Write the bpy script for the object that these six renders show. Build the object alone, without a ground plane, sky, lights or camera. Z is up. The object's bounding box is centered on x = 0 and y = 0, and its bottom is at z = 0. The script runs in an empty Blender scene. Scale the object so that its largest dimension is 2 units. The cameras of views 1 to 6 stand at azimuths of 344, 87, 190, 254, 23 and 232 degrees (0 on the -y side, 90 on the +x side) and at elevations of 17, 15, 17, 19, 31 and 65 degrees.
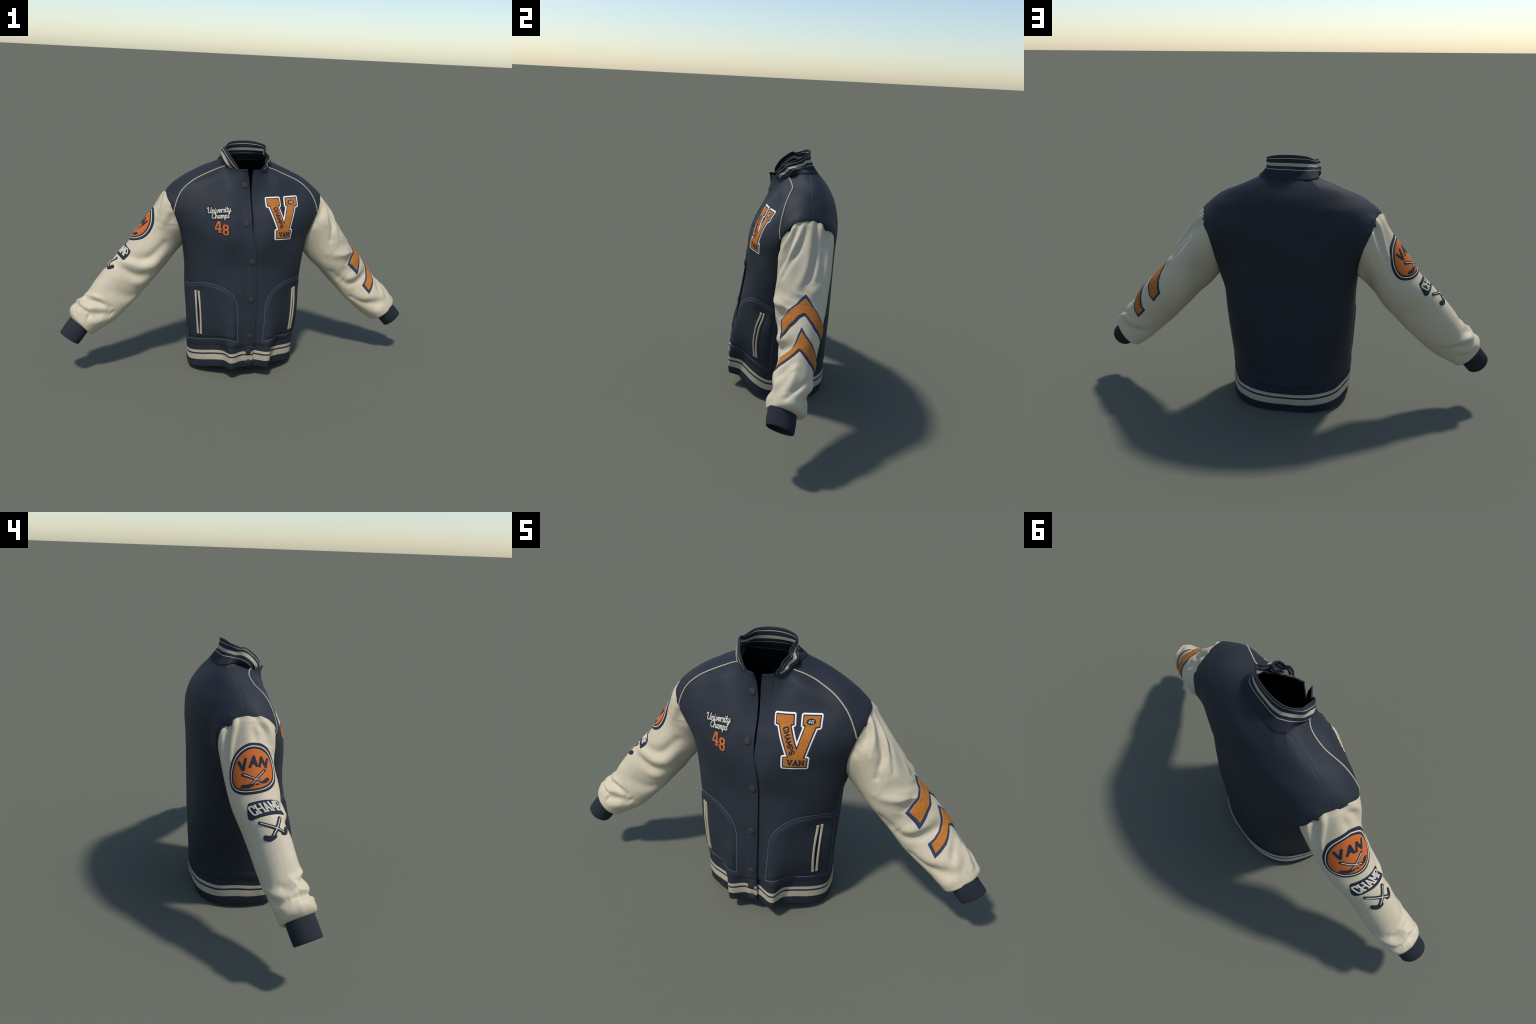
# A varsity jacket standing open-sleeved: navy wool body, cream leather sleeves,
# striped rib collar and waistband, chenille patches.  Everything is built from
# cross-section tables, spines, seam curves and signed-distance shapes.
import bpy, math
import numpy as np
from mathutils import Vector
from mathutils.bvhtree import BVHTree

rng = np.random.default_rng(7)

# ------------------------------------------------------------------ maths
def smooth(a, b, x):
    t = np.clip((np.asarray(x, float) - a) / (b - a), 0, 1)
    return t * t * (3 - 2 * t)

def hermite(x, y, xq):
    """Catmull-Rom style interpolation of rows y over knots x (extrapolates linearly)."""
    x = np.asarray(x, float); y = np.asarray(y, float); xq = np.asarray(xq, float)
    m = np.zeros_like(y)
    m[1:-1] = ((y[2:] - y[:-2]).T / (x[2:] - x[:-2])).T
    m[0] = (y[1] - y[0]) / (x[1] - x[0]); m[-1] = (y[-1] - y[-2]) / (x[-1] - x[-2])
    xc = np.clip(xq, x[0], x[-1])
    i = np.clip(np.searchsorted(x, xc) - 1, 0, len(x) - 2)
    h = x[i + 1] - x[i]; t = (xc - x[i]) / h
    sh = t.shape + (1,) * (y.ndim - 1)
    t = t.reshape(sh); h = h.reshape(sh)
    out = ((2*t**3 - 3*t**2 + 1) * y[i] + (t**3 - 2*t**2 + t) * h * m[i]
           + (-2*t**3 + 3*t**2) * y[i + 1] + (t**3 - t**2) * h * m[i + 1])
    ex = (xq - xc).reshape(sh)
    return out + np.where(ex < 0, ex * m[0], 0) + np.where(ex > 0, ex * m[-1], 0)

def spline(pts, n, closed=False):
    """Smooth curve through points, resampled evenly to n points."""
    P = np.asarray(pts, float)
    if closed:
        P = np.vstack([P[-2:], P, P[:3]])
    s = np.r_[0, np.cumsum(np.linalg.norm(np.diff(P, axis=0), axis=1))]
    lo, hi = (s[2], s[-3]) if closed else (s[0], s[-1])
    D = hermite(s, P, np.linspace(lo, hi, n * 4 + 1))
    d = np.r_[0, np.cumsum(np.linalg.norm(np.diff(D, axis=0), axis=1))]
    q = np.linspace(0, d[-1], n + 1)[:-1] if closed else np.linspace(0, d[-1], n)
    return np.stack([np.interp(q, d, D[:, k]) for k in range(D.shape[1])], 1)

def grid_normals(G, wrap_cols=False):
    if wrap_cols:
        E = np.concatenate([G[:, -1:], G, G[:, :1]], 1)
        du = (E[:, 2:] - E[:, :-2])
    else:
        du = np.gradient(G, axis=1)
    dv = np.gradient(G, axis=0)
    n = np.cross(du, dv)
    return n / (np.linalg.norm(n, axis=-1, keepdims=True) + 1e-12)

def _dist(P, C):
    out = np.empty(len(P)); idx = np.empty(len(P), int)
    cc = (C * C).sum(1)
    step = max(1, int(6e6 / max(len(C), 1)))
    for a in range(0, len(P), step):
        p = P[a:a + step]
        d = (p * p).sum(1)[:, None] - 2 * p @ C.T + cc[None]
        k = d.argmin(1)
        idx[a:a + step] = k; out[a:a + step] = np.sqrt(np.maximum(d[np.arange(len(p)), k], 0))
    return out, idx

def dist_to(P, C, pad=.07):
    """Distance from points P to the sampled curve C and index of the nearest sample (far points: 9)."""
    out = np.full(len(P), 9.); idx = np.zeros(len(P), int)
    m = ((P > C.min(0) - pad) & (P < C.max(0) + pad)).all(1)
    if m.any(): out[m], idx[m] = _dist(P[m], C)
    return out, idx

def nearest_index(P, C, pad=.07):
    """For every point of P the index of the nearest of the many points C."""
    m = np.nonzero(((C > P.min(0) - pad) & (C < P.max(0) + pad)).all(1))[0]
    return m[_dist(P, C[m])[1]]

def in_poly(px, py, poly):
    ins = np.zeros(px.shape, bool); n = len(poly)
    for i in range(n):
        x0, y0 = poly[i]; x1, y1 = poly[(i + 1) % n]
        if y0 == y1: continue
        c = ((y0 > py) != (y1 > py)) & (px < (x1 - x0) * (py - y0) / (y1 - y0) + x0)
        ins ^= c
    return ins

def vnoise(P, scale, seed=0):
    """Smooth pseudo-random field: a few sine waves in random directions."""
    r = np.random.default_rng(seed); out = 0
    for k in range(6):
        d = r.normal(size=P.shape[-1]); d /= np.linalg.norm(d)
        out = out + np.sin(P @ d * (2 * np.pi / scale) * r.uniform(.6, 1.5) + r.uniform(0, 6.28))
    return out / 6

# ------------------------------------------------------------------ materials
def material(name, base, rough=.8, var=.12, scale=60, bump=.15, bump_scale=900, sheen=0., tint=None,
             stretch=(1, 1, 1), spec=.3, metallic=0.0, voronoi=False, blotch=.10):
    m = bpy.data.materials.new(name); m.use_nodes = True
    nt = m.node_tree; b = nt.nodes["Principled BSDF"]
    co = nt.nodes.new("ShaderNodeTexCoord")
    mp = nt.nodes.new("ShaderNodeMapping"); mp.inputs["Scale"].default_value = stretch
    nt.links.new(co.outputs["Object"], mp.inputs["Vector"])
    n1 = nt.nodes.new("ShaderNodeTexNoise"); n1.inputs["Scale"].default_value = scale; n1.inputs["Detail"].default_value = 5
    n0 = nt.nodes.new("ShaderNodeTexNoise"); n0.inputs["Scale"].default_value = 6; n0.inputs["Detail"].default_value = 3
    nt.links.new(mp.outputs["Vector"], n1.inputs["Vector"]); nt.links.new(mp.outputs["Vector"], n0.inputs["Vector"])
    r1 = nt.nodes.new("ShaderNodeValToRGB")
    dark = tuple(c * (1 - var) for c in base); lite = tuple(min(1, c * (1 + var)) for c in (tint or base))
    r1.color_ramp.elements[0].position = .3; r1.color_ramp.elements[1].position = .7
    r1.color_ramp.elements[0].color = (*dark, 1); r1.color_ramp.elements[1].color = (*lite, 1)
    nt.links.new(n1.outputs["Fac"], r1.inputs["Fac"])
    mx = nt.nodes.new("ShaderNodeMix"); mx.data_type = "RGBA"; mx.blend_type = "MULTIPLY"
    r0 = nt.nodes.new("ShaderNodeValToRGB")
    r0.color_ramp.elements[0].position = .35; r0.color_ramp.elements[1].position = .65
    r0.color_ramp.elements[0].color = (1 - blotch,) * 3 + (1,); r0.color_ramp.elements[1].color = (1, 1, 1, 1)
    nt.links.new(n0.outputs["Fac"], r0.inputs["Fac"])
    mx.inputs["Factor"].default_value = 1
    nt.links.new(r1.outputs["Color"], mx.inputs["A"]); nt.links.new(r0.outputs["Color"], mx.inputs["B"])
    nt.links.new(mx.outputs["Result"], b.inputs["Base Color"])
    b.inputs["Roughness"].default_value = rough
    b.inputs["Specular IOR Level"].default_value = spec
    b.inputs["Metallic"].default_value = metallic
    if sheen:
        b.inputs["Sheen Weight"].default_value = sheen; b.inputs["Sheen Roughness"].default_value = .5
        b.inputs["Sheen Tint"].default_value = (.75, .8, 1, 1)
    if bump:
        if voronoi:
            t = nt.nodes.new("ShaderNodeTexVoronoi"); t.inputs["Scale"].default_value = bump_scale; o = t.outputs["Distance"]
        else:
            t = nt.nodes.new("ShaderNodeTexNoise"); t.inputs["Scale"].default_value = bump_scale; t.inputs["Detail"].default_value = 3; o = t.outputs["Fac"]
        nt.links.new(mp.outputs["Vector"], t.inputs["Vector"])
        bp = nt.nodes.new("ShaderNodeBump"); bp.inputs["Strength"].default_value = bump; bp.inputs["Distance"].default_value = .002
        nt.links.new(o, bp.inputs["Height"]); nt.links.new(bp.outputs["Normal"], b.inputs["Normal"])
    return m

NAVY = material("navy_wool", (.0237, .0285, .0380), rough=.62, var=.06, scale=300, bump=.15, bump_scale=700, spec=.2)
RIBNAVY = material("navy_rib_knit", (.0210, .0250, .0340), rough=.66, spec=.2, var=.08, scale=400, bump=.2, bump_scale=900)
RIBCREAM = material("cream_rib_knit", (.48, .415, .305), rough=.9, var=.06, scale=400, bump=.2, bump_scale=900)
LINING = material("dark_lining", (.006, .007, .012), rough=.95, var=.1, bump=0)
CREAM = material("cream_leather", (.60, .515, .362), rough=.55, var=.03, scale=80, bump=.06, bump_scale=260, spec=.35, blotch=.05)
PIPING = material("cream_cord", (.47, .41, .305), rough=.8, var=.10, scale=350, bump=.3, bump_scale=500)
ORANGE = material("orange_chenille", (.50, .165, .026), rough=.95, var=.20, scale=170, bump=.8, bump_scale=330, voronoi=True, tint=(.54, .185, .03))
REDORANGE = material("orange_felt", (.56, .135, .026), rough=.9, var=.12, scale=220, bump=.25, bump_scale=600)
WHITE = material("white_felt", (.86, .85, .85), rough=.9, var=.05, scale=300, bump=.2, bump_scale=700)
INK = material("dark_navy_felt", (.018, .020, .028), rough=.9, var=.12, scale=300, bump=.2, bump_scale=700)
BADGE = material("navy_badge_twill", (.018, .022, .036), rough=.85, var=.12, scale=300, bump=.2, bump_scale=700)
IVORY = material("ivory_thread", (.66, .61, .49), rough=.85, var=.08, scale=300, bump=.3, bump_scale=700)
BLUE = material("blue_felt", (.022, .044, .115), rough=.9, var=.15, scale=250, bump=.2, bump_scale=700)
THREAD = material("blue_grey_thread", (.22, .25, .32), rough=.8, var=.1, bump=0)
BUTTON = material("dark_snap_metal", (.030, .030, .034), rough=.62, var=.15, scale=40, bump=.05, bump_scale=200, spec=.35)
SLIT = material("pocket_opening_shadow_cloth", (.004, .005, .009), rough=1, var=.1, bump=0)

# ------------------------------------------------------------------ object helpers
root = bpy.data.objects.new("varsity_jacket", None)
bpy.context.scene.collection.objects.link(root)
root["label"] = "navy and cream varsity jacket with orange letter patches"
root["category"] = "jacket"

def add(name, verts, faces, mats, parent=None, normals=None, mat_idx=None, kind=None):
    me = bpy.data.meshes.new(name)
    verts = np.ascontiguousarray(verts, np.float32).reshape(-1, 3)
    if isinstance(faces, np.ndarray):
        k = faces.shape[1]
        me.vertices.add(len(verts)); me.vertices.foreach_set("co", verts.ravel())
        me.loops.add(faces.size); me.loops.foreach_set("vertex_index", np.ascontiguousarray(faces, np.int32).ravel())
        me.polygons.add(len(faces))
        me.polygons.foreach_set("loop_start", np.arange(0, faces.size, k, dtype=np.int32))
        me.polygons.foreach_set("loop_total", np.full(len(faces), k, np.int32))
    else:
        me.from_pydata(verts.tolist(), [], faces)
    for m in (mats if isinstance(mats, (list, tuple)) else [mats]):
        me.materials.append(m)
    me.update(calc_edges=True)
    if mat_idx is not None:
        me.polygons.foreach_set("material_index", np.ascontiguousarray(mat_idx, np.int32))
    me.polygons.foreach_set("use_smooth", np.ones(len(me.polygons), bool))
    me.validate()
    if normals is not None:
        me.normals_split_custom_set_from_vertices(np.asarray(normals, float).reshape(-1, 3).tolist())
    ob = bpy.data.objects.new(name, me)
    bpy.context.scene.collection.objects.link(ob)
    ob.parent = parent if parent is not None else root
    if kind: ob["kind"] = kind
    return ob

def empty(name, parent=None):
    ob = bpy.data.objects.new(name, None); bpy.context.scene.collection.objects.link(ob)
    ob.parent = parent or root
    return ob

def quads(nr, nc, wrap=False, flip=False):
    r = np.arange(nr - 1)[:, None]; c = np.arange(nc if wrap else nc - 1)[None]
    c2 = (c + 1) % nc
    a = r * nc + c; b = r * nc + c2; d = (r + 1) * nc + c; e = (r + 1) * nc + c2
    F = np.stack([a, b, e, d], -1).reshape(-1, 4)
    return F[:, ::-1] if flip else F

def compact(verts, faces, normals=None):
    used = np.unique(faces); m = np.full(len(verts), -1); m[used] = np.arange(len(used))
    return verts[used], m[faces], (normals[used] if normals is not None else None)

# ------------------------------------------------------------------ torso surface
# Horizontal sections.  Columns: half width, x of centre, y of the side, front depth,
# back depth, front and back roundness, height of the two ridges beside the placket.
LEVEL = np.array([-.03, .06, .16, .30, .45, .62, .78, .88, .96, 1.03, 1.085, 1.13, 1.165])
BODY = np.array([
    [.3014, -.0006, -.0429, -.2125, .2386, 2.14, 3.05, .0467], [.3040, -.0016, -.0344, -.2271, .2560, 1.78, 2.57, .0514],
    [.3113, -.0009, -.0454, -.2320, .2633, 1.55, 2.13, .0518], [.3172, .0018, -.0603, -.2332, .2655, 1.50, 2.54, .0337],
    [.3248, .0027, -.0447, -.2192, .2644, 1.57, 3.03, .0107], [.3338, .0073, -.0225, -.1950, .2656, 1.86, 2.87, -.0038],
    [.3544, .0053, .0008, -.1792, .2703, 2.02, 2.54, .0093], [.4176, .0118, .0140, -.1491, .2732, 1.98, 2.30, .0114],
    [.4552, .0064, .0247, -.1097, .2655, 2.00, 2.29, .0089], [.4047, .0001, .0593, -.0871, .2489, 1.86, 2.15, -.0019],
    [.3280, .0018, .0719, -.0812, .2220, 1.74, 2.03, -.0216], [.2268, .0030, .1075, -.0839, .1870, 1.73, 2.20, -.0376],
    [.1613, .0065, .1119, -.1025, .1540, 1.91, 2.61, -.0382]])
ZT = np.linspace(-.03, 1.185, 280)
NT = 1400

def ring(z):
    zc = min(z, 1.165)
    a, cx, ys, F, Bk, nf, nb, b = hermite(LEVEL, BODY, np.array([zc]))[0]
    psi = np.linspace(0, 2 * np.pi, 2401)[:-1]
    s, c = -np.sin(psi), np.cos(psi)
    n = np.where(c > 0, nf, nb); D = np.where(c > 0, F - ys, Bk - ys)
    x = cx + a * np.sign(s) * np.abs(s) ** (2 / n); y = ys + D * np.abs(c) ** (2 / n)
    P = np.stack([x, y], 1); P = np.vstack([P, P[:1]])
    d = np.r_[0, np.cumsum(np.linalg.norm(np.diff(P, axis=0), axis=1))]
    q = np.linspace(0, d[-1], NT + 1)[:-1]
    R = np.stack([np.interp(q, d, P[:, k]) for k in (0, 1)], 1)
    k = np.exp(-.5 * (np.arange(-18, 19) / 7.) ** 2); k /= k.sum()
    E = np.vstack([R[-18:], R, R[:18]])
    R = np.stack([np.convolve(E[:, j], k, "valid") for j in (0, 1)], 1)
    # soft ridges left and right of the placket, sharp boxy pleats near the hem
    ax = np.abs(R[:, 0]); low = 1 - smooth(.12, .30, z)
    x0 = .115 - .007 * low
    w = np.where(ax < x0, .055 - .004 * low, .055 - .036 * low)
    front = smooth(ys - .005, ys - .05, R[:, 1])
    R[:, 1] -= front * b * np.exp(-((ax - x0) / w) ** 2)
    return R

def edge_left(z):     # free edge of the button side (wearer's right)
    return np.interp(z, [.06, .185, .295, .40, .64, .71, .76, .80, .87, .95, 1.04, 1.10, 1.118, 1.143],
                     [.020, .023, .028, .031, .031, .028, .018, .008, .006, .006, .003, -.003, -.009, -.016])

def edge_right(z):    # free edge of the under side (wearer's left)
    return np.interp(z, [.0, .60, .70, .76, .82, .87, .95, 1.03, 1.09, 1.137],
                     [-.004, -.002, .002, .007, .0115, .0150, .0145, .0135, .016, .023])

NC = 760
T = np.zeros((len(ZT), NC, 2)); SARC = np.zeros((len(ZT), NC))
for i, z in enumerate(ZT):
    R = ring(z)
    E = np.vstack([R[-NT // 4:], R, R[:NT // 4]])
    d = np.r_[0, np.cumsum(np.linalg.norm(np.diff(E, axis=0), axis=1))]
    d -= d[NT // 4]; per = d[NT // 4 + NT] if NT // 4 + NT < len(d) else d[-1]
    w = NT // 6
    near0 = slice(NT // 4 - w, NT // 4 + w); near1 = slice(NT // 4 + NT - w, min(len(d), NT // 4 + NT + w))
    sl = np.interp(-edge_left(z), -E[near0, 0], d[near0])
    sr = np.interp(-edge_right(z), -E[near1, 0], d[near1])
    q = np.linspace(sl, sr, NC)
    T[i] = np.stack([np.interp(q, d, E[:, k]) for k in (0, 1)], 1)
    SARC[i] = np.where(q > per / 2, -(per - q), q)       # + on the button side, - on the other

def torso_at(Zg):
    """Points (and arc coordinate) of the torso for a grid of heights Zg (rows, NC)."""
    u = np.clip((Zg - ZT[0]) / (ZT[1] - ZT[0]), 0, len(ZT) - 1.001)
    i = u.astype(int); t = (u - i)[..., None]; c = np.broadcast_to(np.arange(NC), Zg.shape)
    im, i1, i2 = np.maximum(i - 1, 0), i + 1, np.minimum(i + 2, len(ZT) - 1)
    p0, p1, p2, p3 = T[im, c], T[i, c], T[i1, c], T[i2, c]
    xy = .5 * (2*p1 + (p2 - p0) * t + (2*p0 - 5*p1 + 4*p2 - p3) * t**2 + (3*p1 - p0 - 3*p2 + p3) * t**3)
    s = SARC[i, c] * (1 - t[..., 0]) + SARC[i1, c] * t[..., 0]
    return np.concatenate([xy, Zg[..., None]], -1), s

# ---- collar lines: stations run from the front end on -x round the back to +x;
# in each station: neck seam, low thin stripe, wide stripe bottom/top, top thin stripe, free edge
COLLAR = np.array([
    [(-.120, .000, 1.147), (-.113, -.006, 1.149), (-.098, -.025, 1.142), (-.085, -.042, 1.142), (-.066, -.057, 1.140), (-.052, -.061, 1.138)],
    [(-.119, .008, 1.150), (-.122, .001, 1.155), (-.112, -.022, 1.155), (-.101, -.038, 1.157), (-.084, -.051, 1.159), (-.069, -.058, 1.163)],
    [(-.118, .020, 1.155), (-.130, .009, 1.164), (-.121, -.012, 1.169), (-.110, -.026, 1.176), (-.098, -.037, 1.178), (-.084, -.045, 1.185)],
    [(-.119, .036, 1.161), (-.135, .022, 1.175), (-.128, .001, 1.183), (-.118, -.009, 1.194), (-.111, -.019, 1.198), (-.097, -.027, 1.206)],
    [(-.121, .055, 1.168), (-.137, .040, 1.186), (-.133, .021, 1.198), (-.125, .012, 1.211), (-.120, .007, 1.218), (-.107, .000, 1.227)],
    [(-.128, .080, 1.175), (-.132, .064, 1.195), (-.134, .048, 1.211), (-.132, .044, 1.226), (-.127, .036, 1.238), (-.117, .032, 1.246)],
    [(-.132, .100, 1.175), (-.119, .084, 1.197), (-.112, .077, 1.210), (-.110, .069, 1.223), (-.113, .056, 1.236), (-.108, .052, 1.244)],
    [(-.133, .118, 1.173), (-.108, .098, 1.200), (-.100, .091, 1.214), (-.097, .085, 1.226), (-.098, .078, 1.242), (-.094, .081, 1.253)],
    [(-.105, .145, 1.166), (-.082, .118, 1.200), (-.080, .109, 1.216), (-.078, .103, 1.230), (-.076, .098, 1.250), (-.074, .098, 1.262)],
    [(-.055, .153, 1.164), (-.045, .126, 1.200), (-.044, .119, 1.217), (-.043, .114, 1.232), (-.041, .110, 1.252), (-.040, .110, 1.267)],
    [(.000, .155, 1.164), (.004, .128, 1.202), (.004, .121, 1.219), (.004, .117, 1.233), (.004, .114, 1.254), (.004, .114, 1.269)],
    [(.060, .153, 1.164), (.058, .127, 1.202), (.056, .119, 1.218), (.055, .114, 1.232), (.054, .111, 1.252), (.053, .111, 1.267)],
    [(.110, .147, 1.166), (.103, .119, 1.203), (.098, .107, 1.217), (.098, .102, 1.230), (.094, .098, 1.248), (.091, .098, 1.261)],
    [(.140, .125, 1.171), (.122, .098, 1.203), (.119, .086, 1.216), (.118, .080, 1.228), (.118, .082, 1.243), (.116, .080, 1.254)],
    [(.152, .098, 1.173), (.123, .088, 1.198), (.118, .078, 1.206), (.119, .070, 1.217), (.124, .066, 1.232), (.124, .064, 1.246)],
    [(.150, .072, 1.170), (.122, .072, 1.195), (.117, .062, 1.199), (.115, .054, 1.210), (.115, .050, 1.221), (.117, .045, 1.232)],
    [(.143, .045, 1.162), (.132, .047, 1.190), (.125, .038, 1.194), (.117, .029, 1.201), (.115, .022, 1.212), (.112, .016, 1.222)],
    [(.137, .022, 1.154), (.143, .019, 1.181), (.139, .008, 1.187), (.128, -.005, 1.192), (.125, -.010, 1.202), (.116, -.018, 1.209)],
    [(.131, .012, 1.149), (.135, .008, 1.167), (.130, -.002, 1.175), (.115, -.014, 1.179), (.114, -.022, 1.188), (.108, -.033, 1.198)],
    [(.126, .004, 1.146), (.120, .002, 1.156), (.116, -.008, 1.163), (.106, -.026, 1.164), (.103, -.033, 1.174), (.097, -.042, 1.184)],
    [(.119, -.012, 1.142), (.116, -.017, 1.146), (.114, -.026, 1.152), (.103, -.044, 1.154), (.099, -.052, 1.160), (.094, -.060, 1.167)],
    [(.113, -.021, 1.139), (.108, -.026, 1.139), (.103, -.034, 1.142), (.088, -.049, 1.143), (.081, -.057, 1.147), (.078, -.065, 1.151)],
    [(.108, -.025, 1.138), (.101, -.030, 1.136), (.094, -.038, 1.136), (.082, -.046, 1.135), (.073, -.054, 1.135), (.066, -.060, 1.135)]])
CW = np.array([0., .40, .545, .675, .86, 1.])        # heights of those lines across the band

# ---- neckline of the torso: placket corner, collar end, neck seam, collar end, placket corner
neck_pts = ([(-.016, -.090, 1.143)] + [tuple(p) for p in COLLAR[0][::-1]] + [tuple(p[0]) for p in COLLAR[1:-1]]
            + [tuple(p) for p in COLLAR[-1]] + [(.023, -.080, 1.136)])
NK = np.array(neck_pts); NKs = np.r_[0, np.cumsum(np.linalg.norm(np.diff(NK, axis=0), axis=1))]
NKd = np.stack([np.interp(np.linspace(0, NKs[-1], 800), NKs, NK[:, k]) for k in range(3)], 1)
def azim(p):   # angle round the neck, 0 at the front, growing over -x
    return np.mod(np.arctan2(-(p[..., 0] - .003), -(p[..., 1] - .05)) + .9, 2 * np.pi)
def azim_open(p):
    a = np.arctan2(-(p[..., 0] - .003), -(p[..., 1] - .05))
    return a
neck_az = np.unwrap(azim_open(NKd))
top_pts, _ = torso_at(np.full((1, NC), 1.148))
col_az = np.unwrap(azim_open(top_pts[0]))
col_az = neck_az[0] + (col_az - col_az[0]) / (col_az[-1] - col_az[0]) * (neck_az[-1] - neck_az[0])
NECK = np.stack([np.interp(col_az, neck_az, NKd[:, k]) for k in range(3)], 1)

# ---- height of the waistband seam and of the hem along the columns
def side_profile(col_xy, front_c, front_side, side, back_side, back):
    x, y = col_xy[:, 0], col_xy[:, 1]
    f = np.interp(np.abs(x), [0, .10, .19, .25, .30], [front_c, front_c, front_side, .5 * (front_side + side), side])
    bk = np.interp(np.abs(x), [0, .14, .24, .30], [back, back, back_side, side])
    return np.where(y < -.04, f, np.where(y > .04, bk, side))
def soft(v, n=12):
    k = np.hanning(2 * n + 3)[1:-1]; k /= k.sum()
    e = np.r_[np.full(n, v[0]), v, np.full(n, v[-1])]
    return np.convolve(e, k, "valid")
base_xy = T[np.searchsorted(ZT, .12)]
HEM = soft(side_profile(base_xy, .062, .052, .019, .012, .0005))
HEM += .004 * np.exp(-((np.abs(base_xy[:, 0]) - .107) / .02) ** 2) * (base_xy[:, 1] < -.1)
SEAM = soft(side_profile(base_xy, .187, .180, .150, .134, .133))
lift = np.where(base_xy[:, 0] > 0, .016, .005) * np.exp(-((base_xy[:, 1] - .085) / .05) ** 2) * smooth(.2, .27, np.abs(base_xy[:, 0]))
HEM += lift; SEAM += lift

# ---- outer shell grid
NR = 400
vv = np.linspace(0, 1, NR)[:, None]
ztop = NECK[None, :, 2]
Zg = SEAM[None] + (ztop - SEAM[None]) * vv
G, S = torso_at(Zg)
off = (NECK - G[-1])[None]
G = G + off * (1 - smooth(0, .06, ztop - Zg))[..., None]

# ---- curves lying on the shell
PIPE_L = [(-.115, .003, 1.148), (-.154, .020, 1.129), (-.195, .021, 1.111), (-.238, .014, 1.093), (-.281, -.002, 1.075),
          (-.320, -.019, 1.053), (-.352, -.030, 1.023), (-.374, -.038, .986), (-.388, -.044, .944), (-.395, -.046, .908)]
PIPE_R = [(.125, .004, 1.140), (.172, .014, 1.123), (.214, .017, 1.102), (.255, .004, 1.087), (.295, -.009, 1.068),
          (.330, -.022, 1.044), (.361, -.033, 1.013), (.384, -.040, .974), (.401, -.044, .931), (.413, -.046, .893)]
ARM_L = [(-.421, .103, .999), (-.430, .079, 1.001), (-.433, .054, 1.001), (-.433, .028, .995), (-.430, .002, .984),
         (-.422, -.021, .964), (-.411, -.038, .937), (-.397, -.045, .908), (-.380, -.040, .862), (-.362, -.022, .812),
         (-.346, .012, .755), (-.334, .050, .708), (-.329, .078, .692), (-.330, .110, .706), (-.336, .148, .755),
         (-.347, .184, .810), (-.360, .205, .858), (-.372, .208, .889), (-.383, .206, .916), (-.394, .200, .940),
         (-.398, .182, .956), (-.402, .163, .969), (-.410, .146, .985), (-.412, .124, .993)]
ARM_R = [(.434, .100, .989), (.441, .075, .991), (.446, .050, .990), (.448, .030, .986), (.445, .012, .978),
         (.438, -.006, .953), (.430, -.024, .929), (.415, -.042, .897), (.397, -.046, .848), (.380, -.040, .800),
         (.366, -.020, .740), (.360, .010, .685), (.360, .045, .664), (.358, .085, .672), (.358, .130, .715),
         (.362, .175, .780), (.370, .207, .850), (.381, .214, .895), (.394, .208, .918), (.407, .194, .937),
         (.408, .177, .947), (.415, .157, .959), (.422, .144, .976), (.424, .124, .983)]
armL = spline(ARM_L, 360, closed=True); armR = spline(ARM_R, 360, closed=True)
pipeL = spline(PIPE_L, 240); pipeR = spline(PIPE_R, 240)

# pull the shell onto the measured seam curves
anchors = np.vstack([armL[::6], armR[::6], pipeL[10::10], pipeR[10::10],
                     np.array([(-.203, .105, 1.140), (-.281, .101, 1.105), (-.332, .099, 1.078), (-.383, .102, 1.043)]),
                     np.array([(.083, -.099, .995), (.281, -.062, .991), (.238, -.129, .761), (.129, -.177, .774)]),
                     np.array([(-.273, -.104, .480), (-.258, -.126, .238), (.277, -.096, .470), (.262, -.119, .230)])])
flat = G.reshape(-1, 3)
sub = flat.reshape(NR, NC, 3)[::2, ::2].reshape(-1, 3)
k = nearest_index(anchors, sub)
delta = anchors - sub[k]
P = flat; num = np.zeros_like(P); den = np.full(len(P), 1e-9); dm = np.full(len(P), 9.)
for a0, dl in zip(sub[k], delta):
    m = np.nonzero(np.abs(P - a0).max(1) < .15)[0]
    d2 = ((P[m] - a0) ** 2).sum(1)
    w = np.exp(-d2 / .030 ** 2) + 1e-9
    num[m] += w[:, None] * dl; den[m] += w; dm[m] = np.minimum(dm[m], d2)
flat = P + num / den[:, None] * np.exp(-dm / .055 ** 2)[:, None]
G = flat.reshape(NR, NC, 3)
# small relaxation so the pulls stay soft
for _ in range(6):
    G[1:-1, 1:-1] = .5 * G[1:-1, 1:-1] + .125 * (G[:-2, 1:-1] + G[2:, 1:-1] + G[1:-1, :-2] + G[1:-1, 2:])
N = grid_normals(G)
if (N[NR // 3, NC // 2] @ np.array([0, 1, 0])) < 0: N = -N
FLIP = (np.cross(G[0, NC // 2 + 1] - G[0, NC // 2], G[1, NC // 2] - G[0, NC // 2])[1] < 0)

# ---- relief of the shell
flat = G.reshape(-1, 3); sarc = S.ravel(); zf = Zg.ravel()
COLI = np.broadcast_to(np.arange(NC), (NR, NC)).ravel()
isL = COLI < NC // 2
h = np.zeros(len(flat))
def groove(curve, depth, sig):
    global h
    d, _ = dist_to(flat, curve)
    h -= depth * np.exp(-(d / sig) ** 2)

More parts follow.
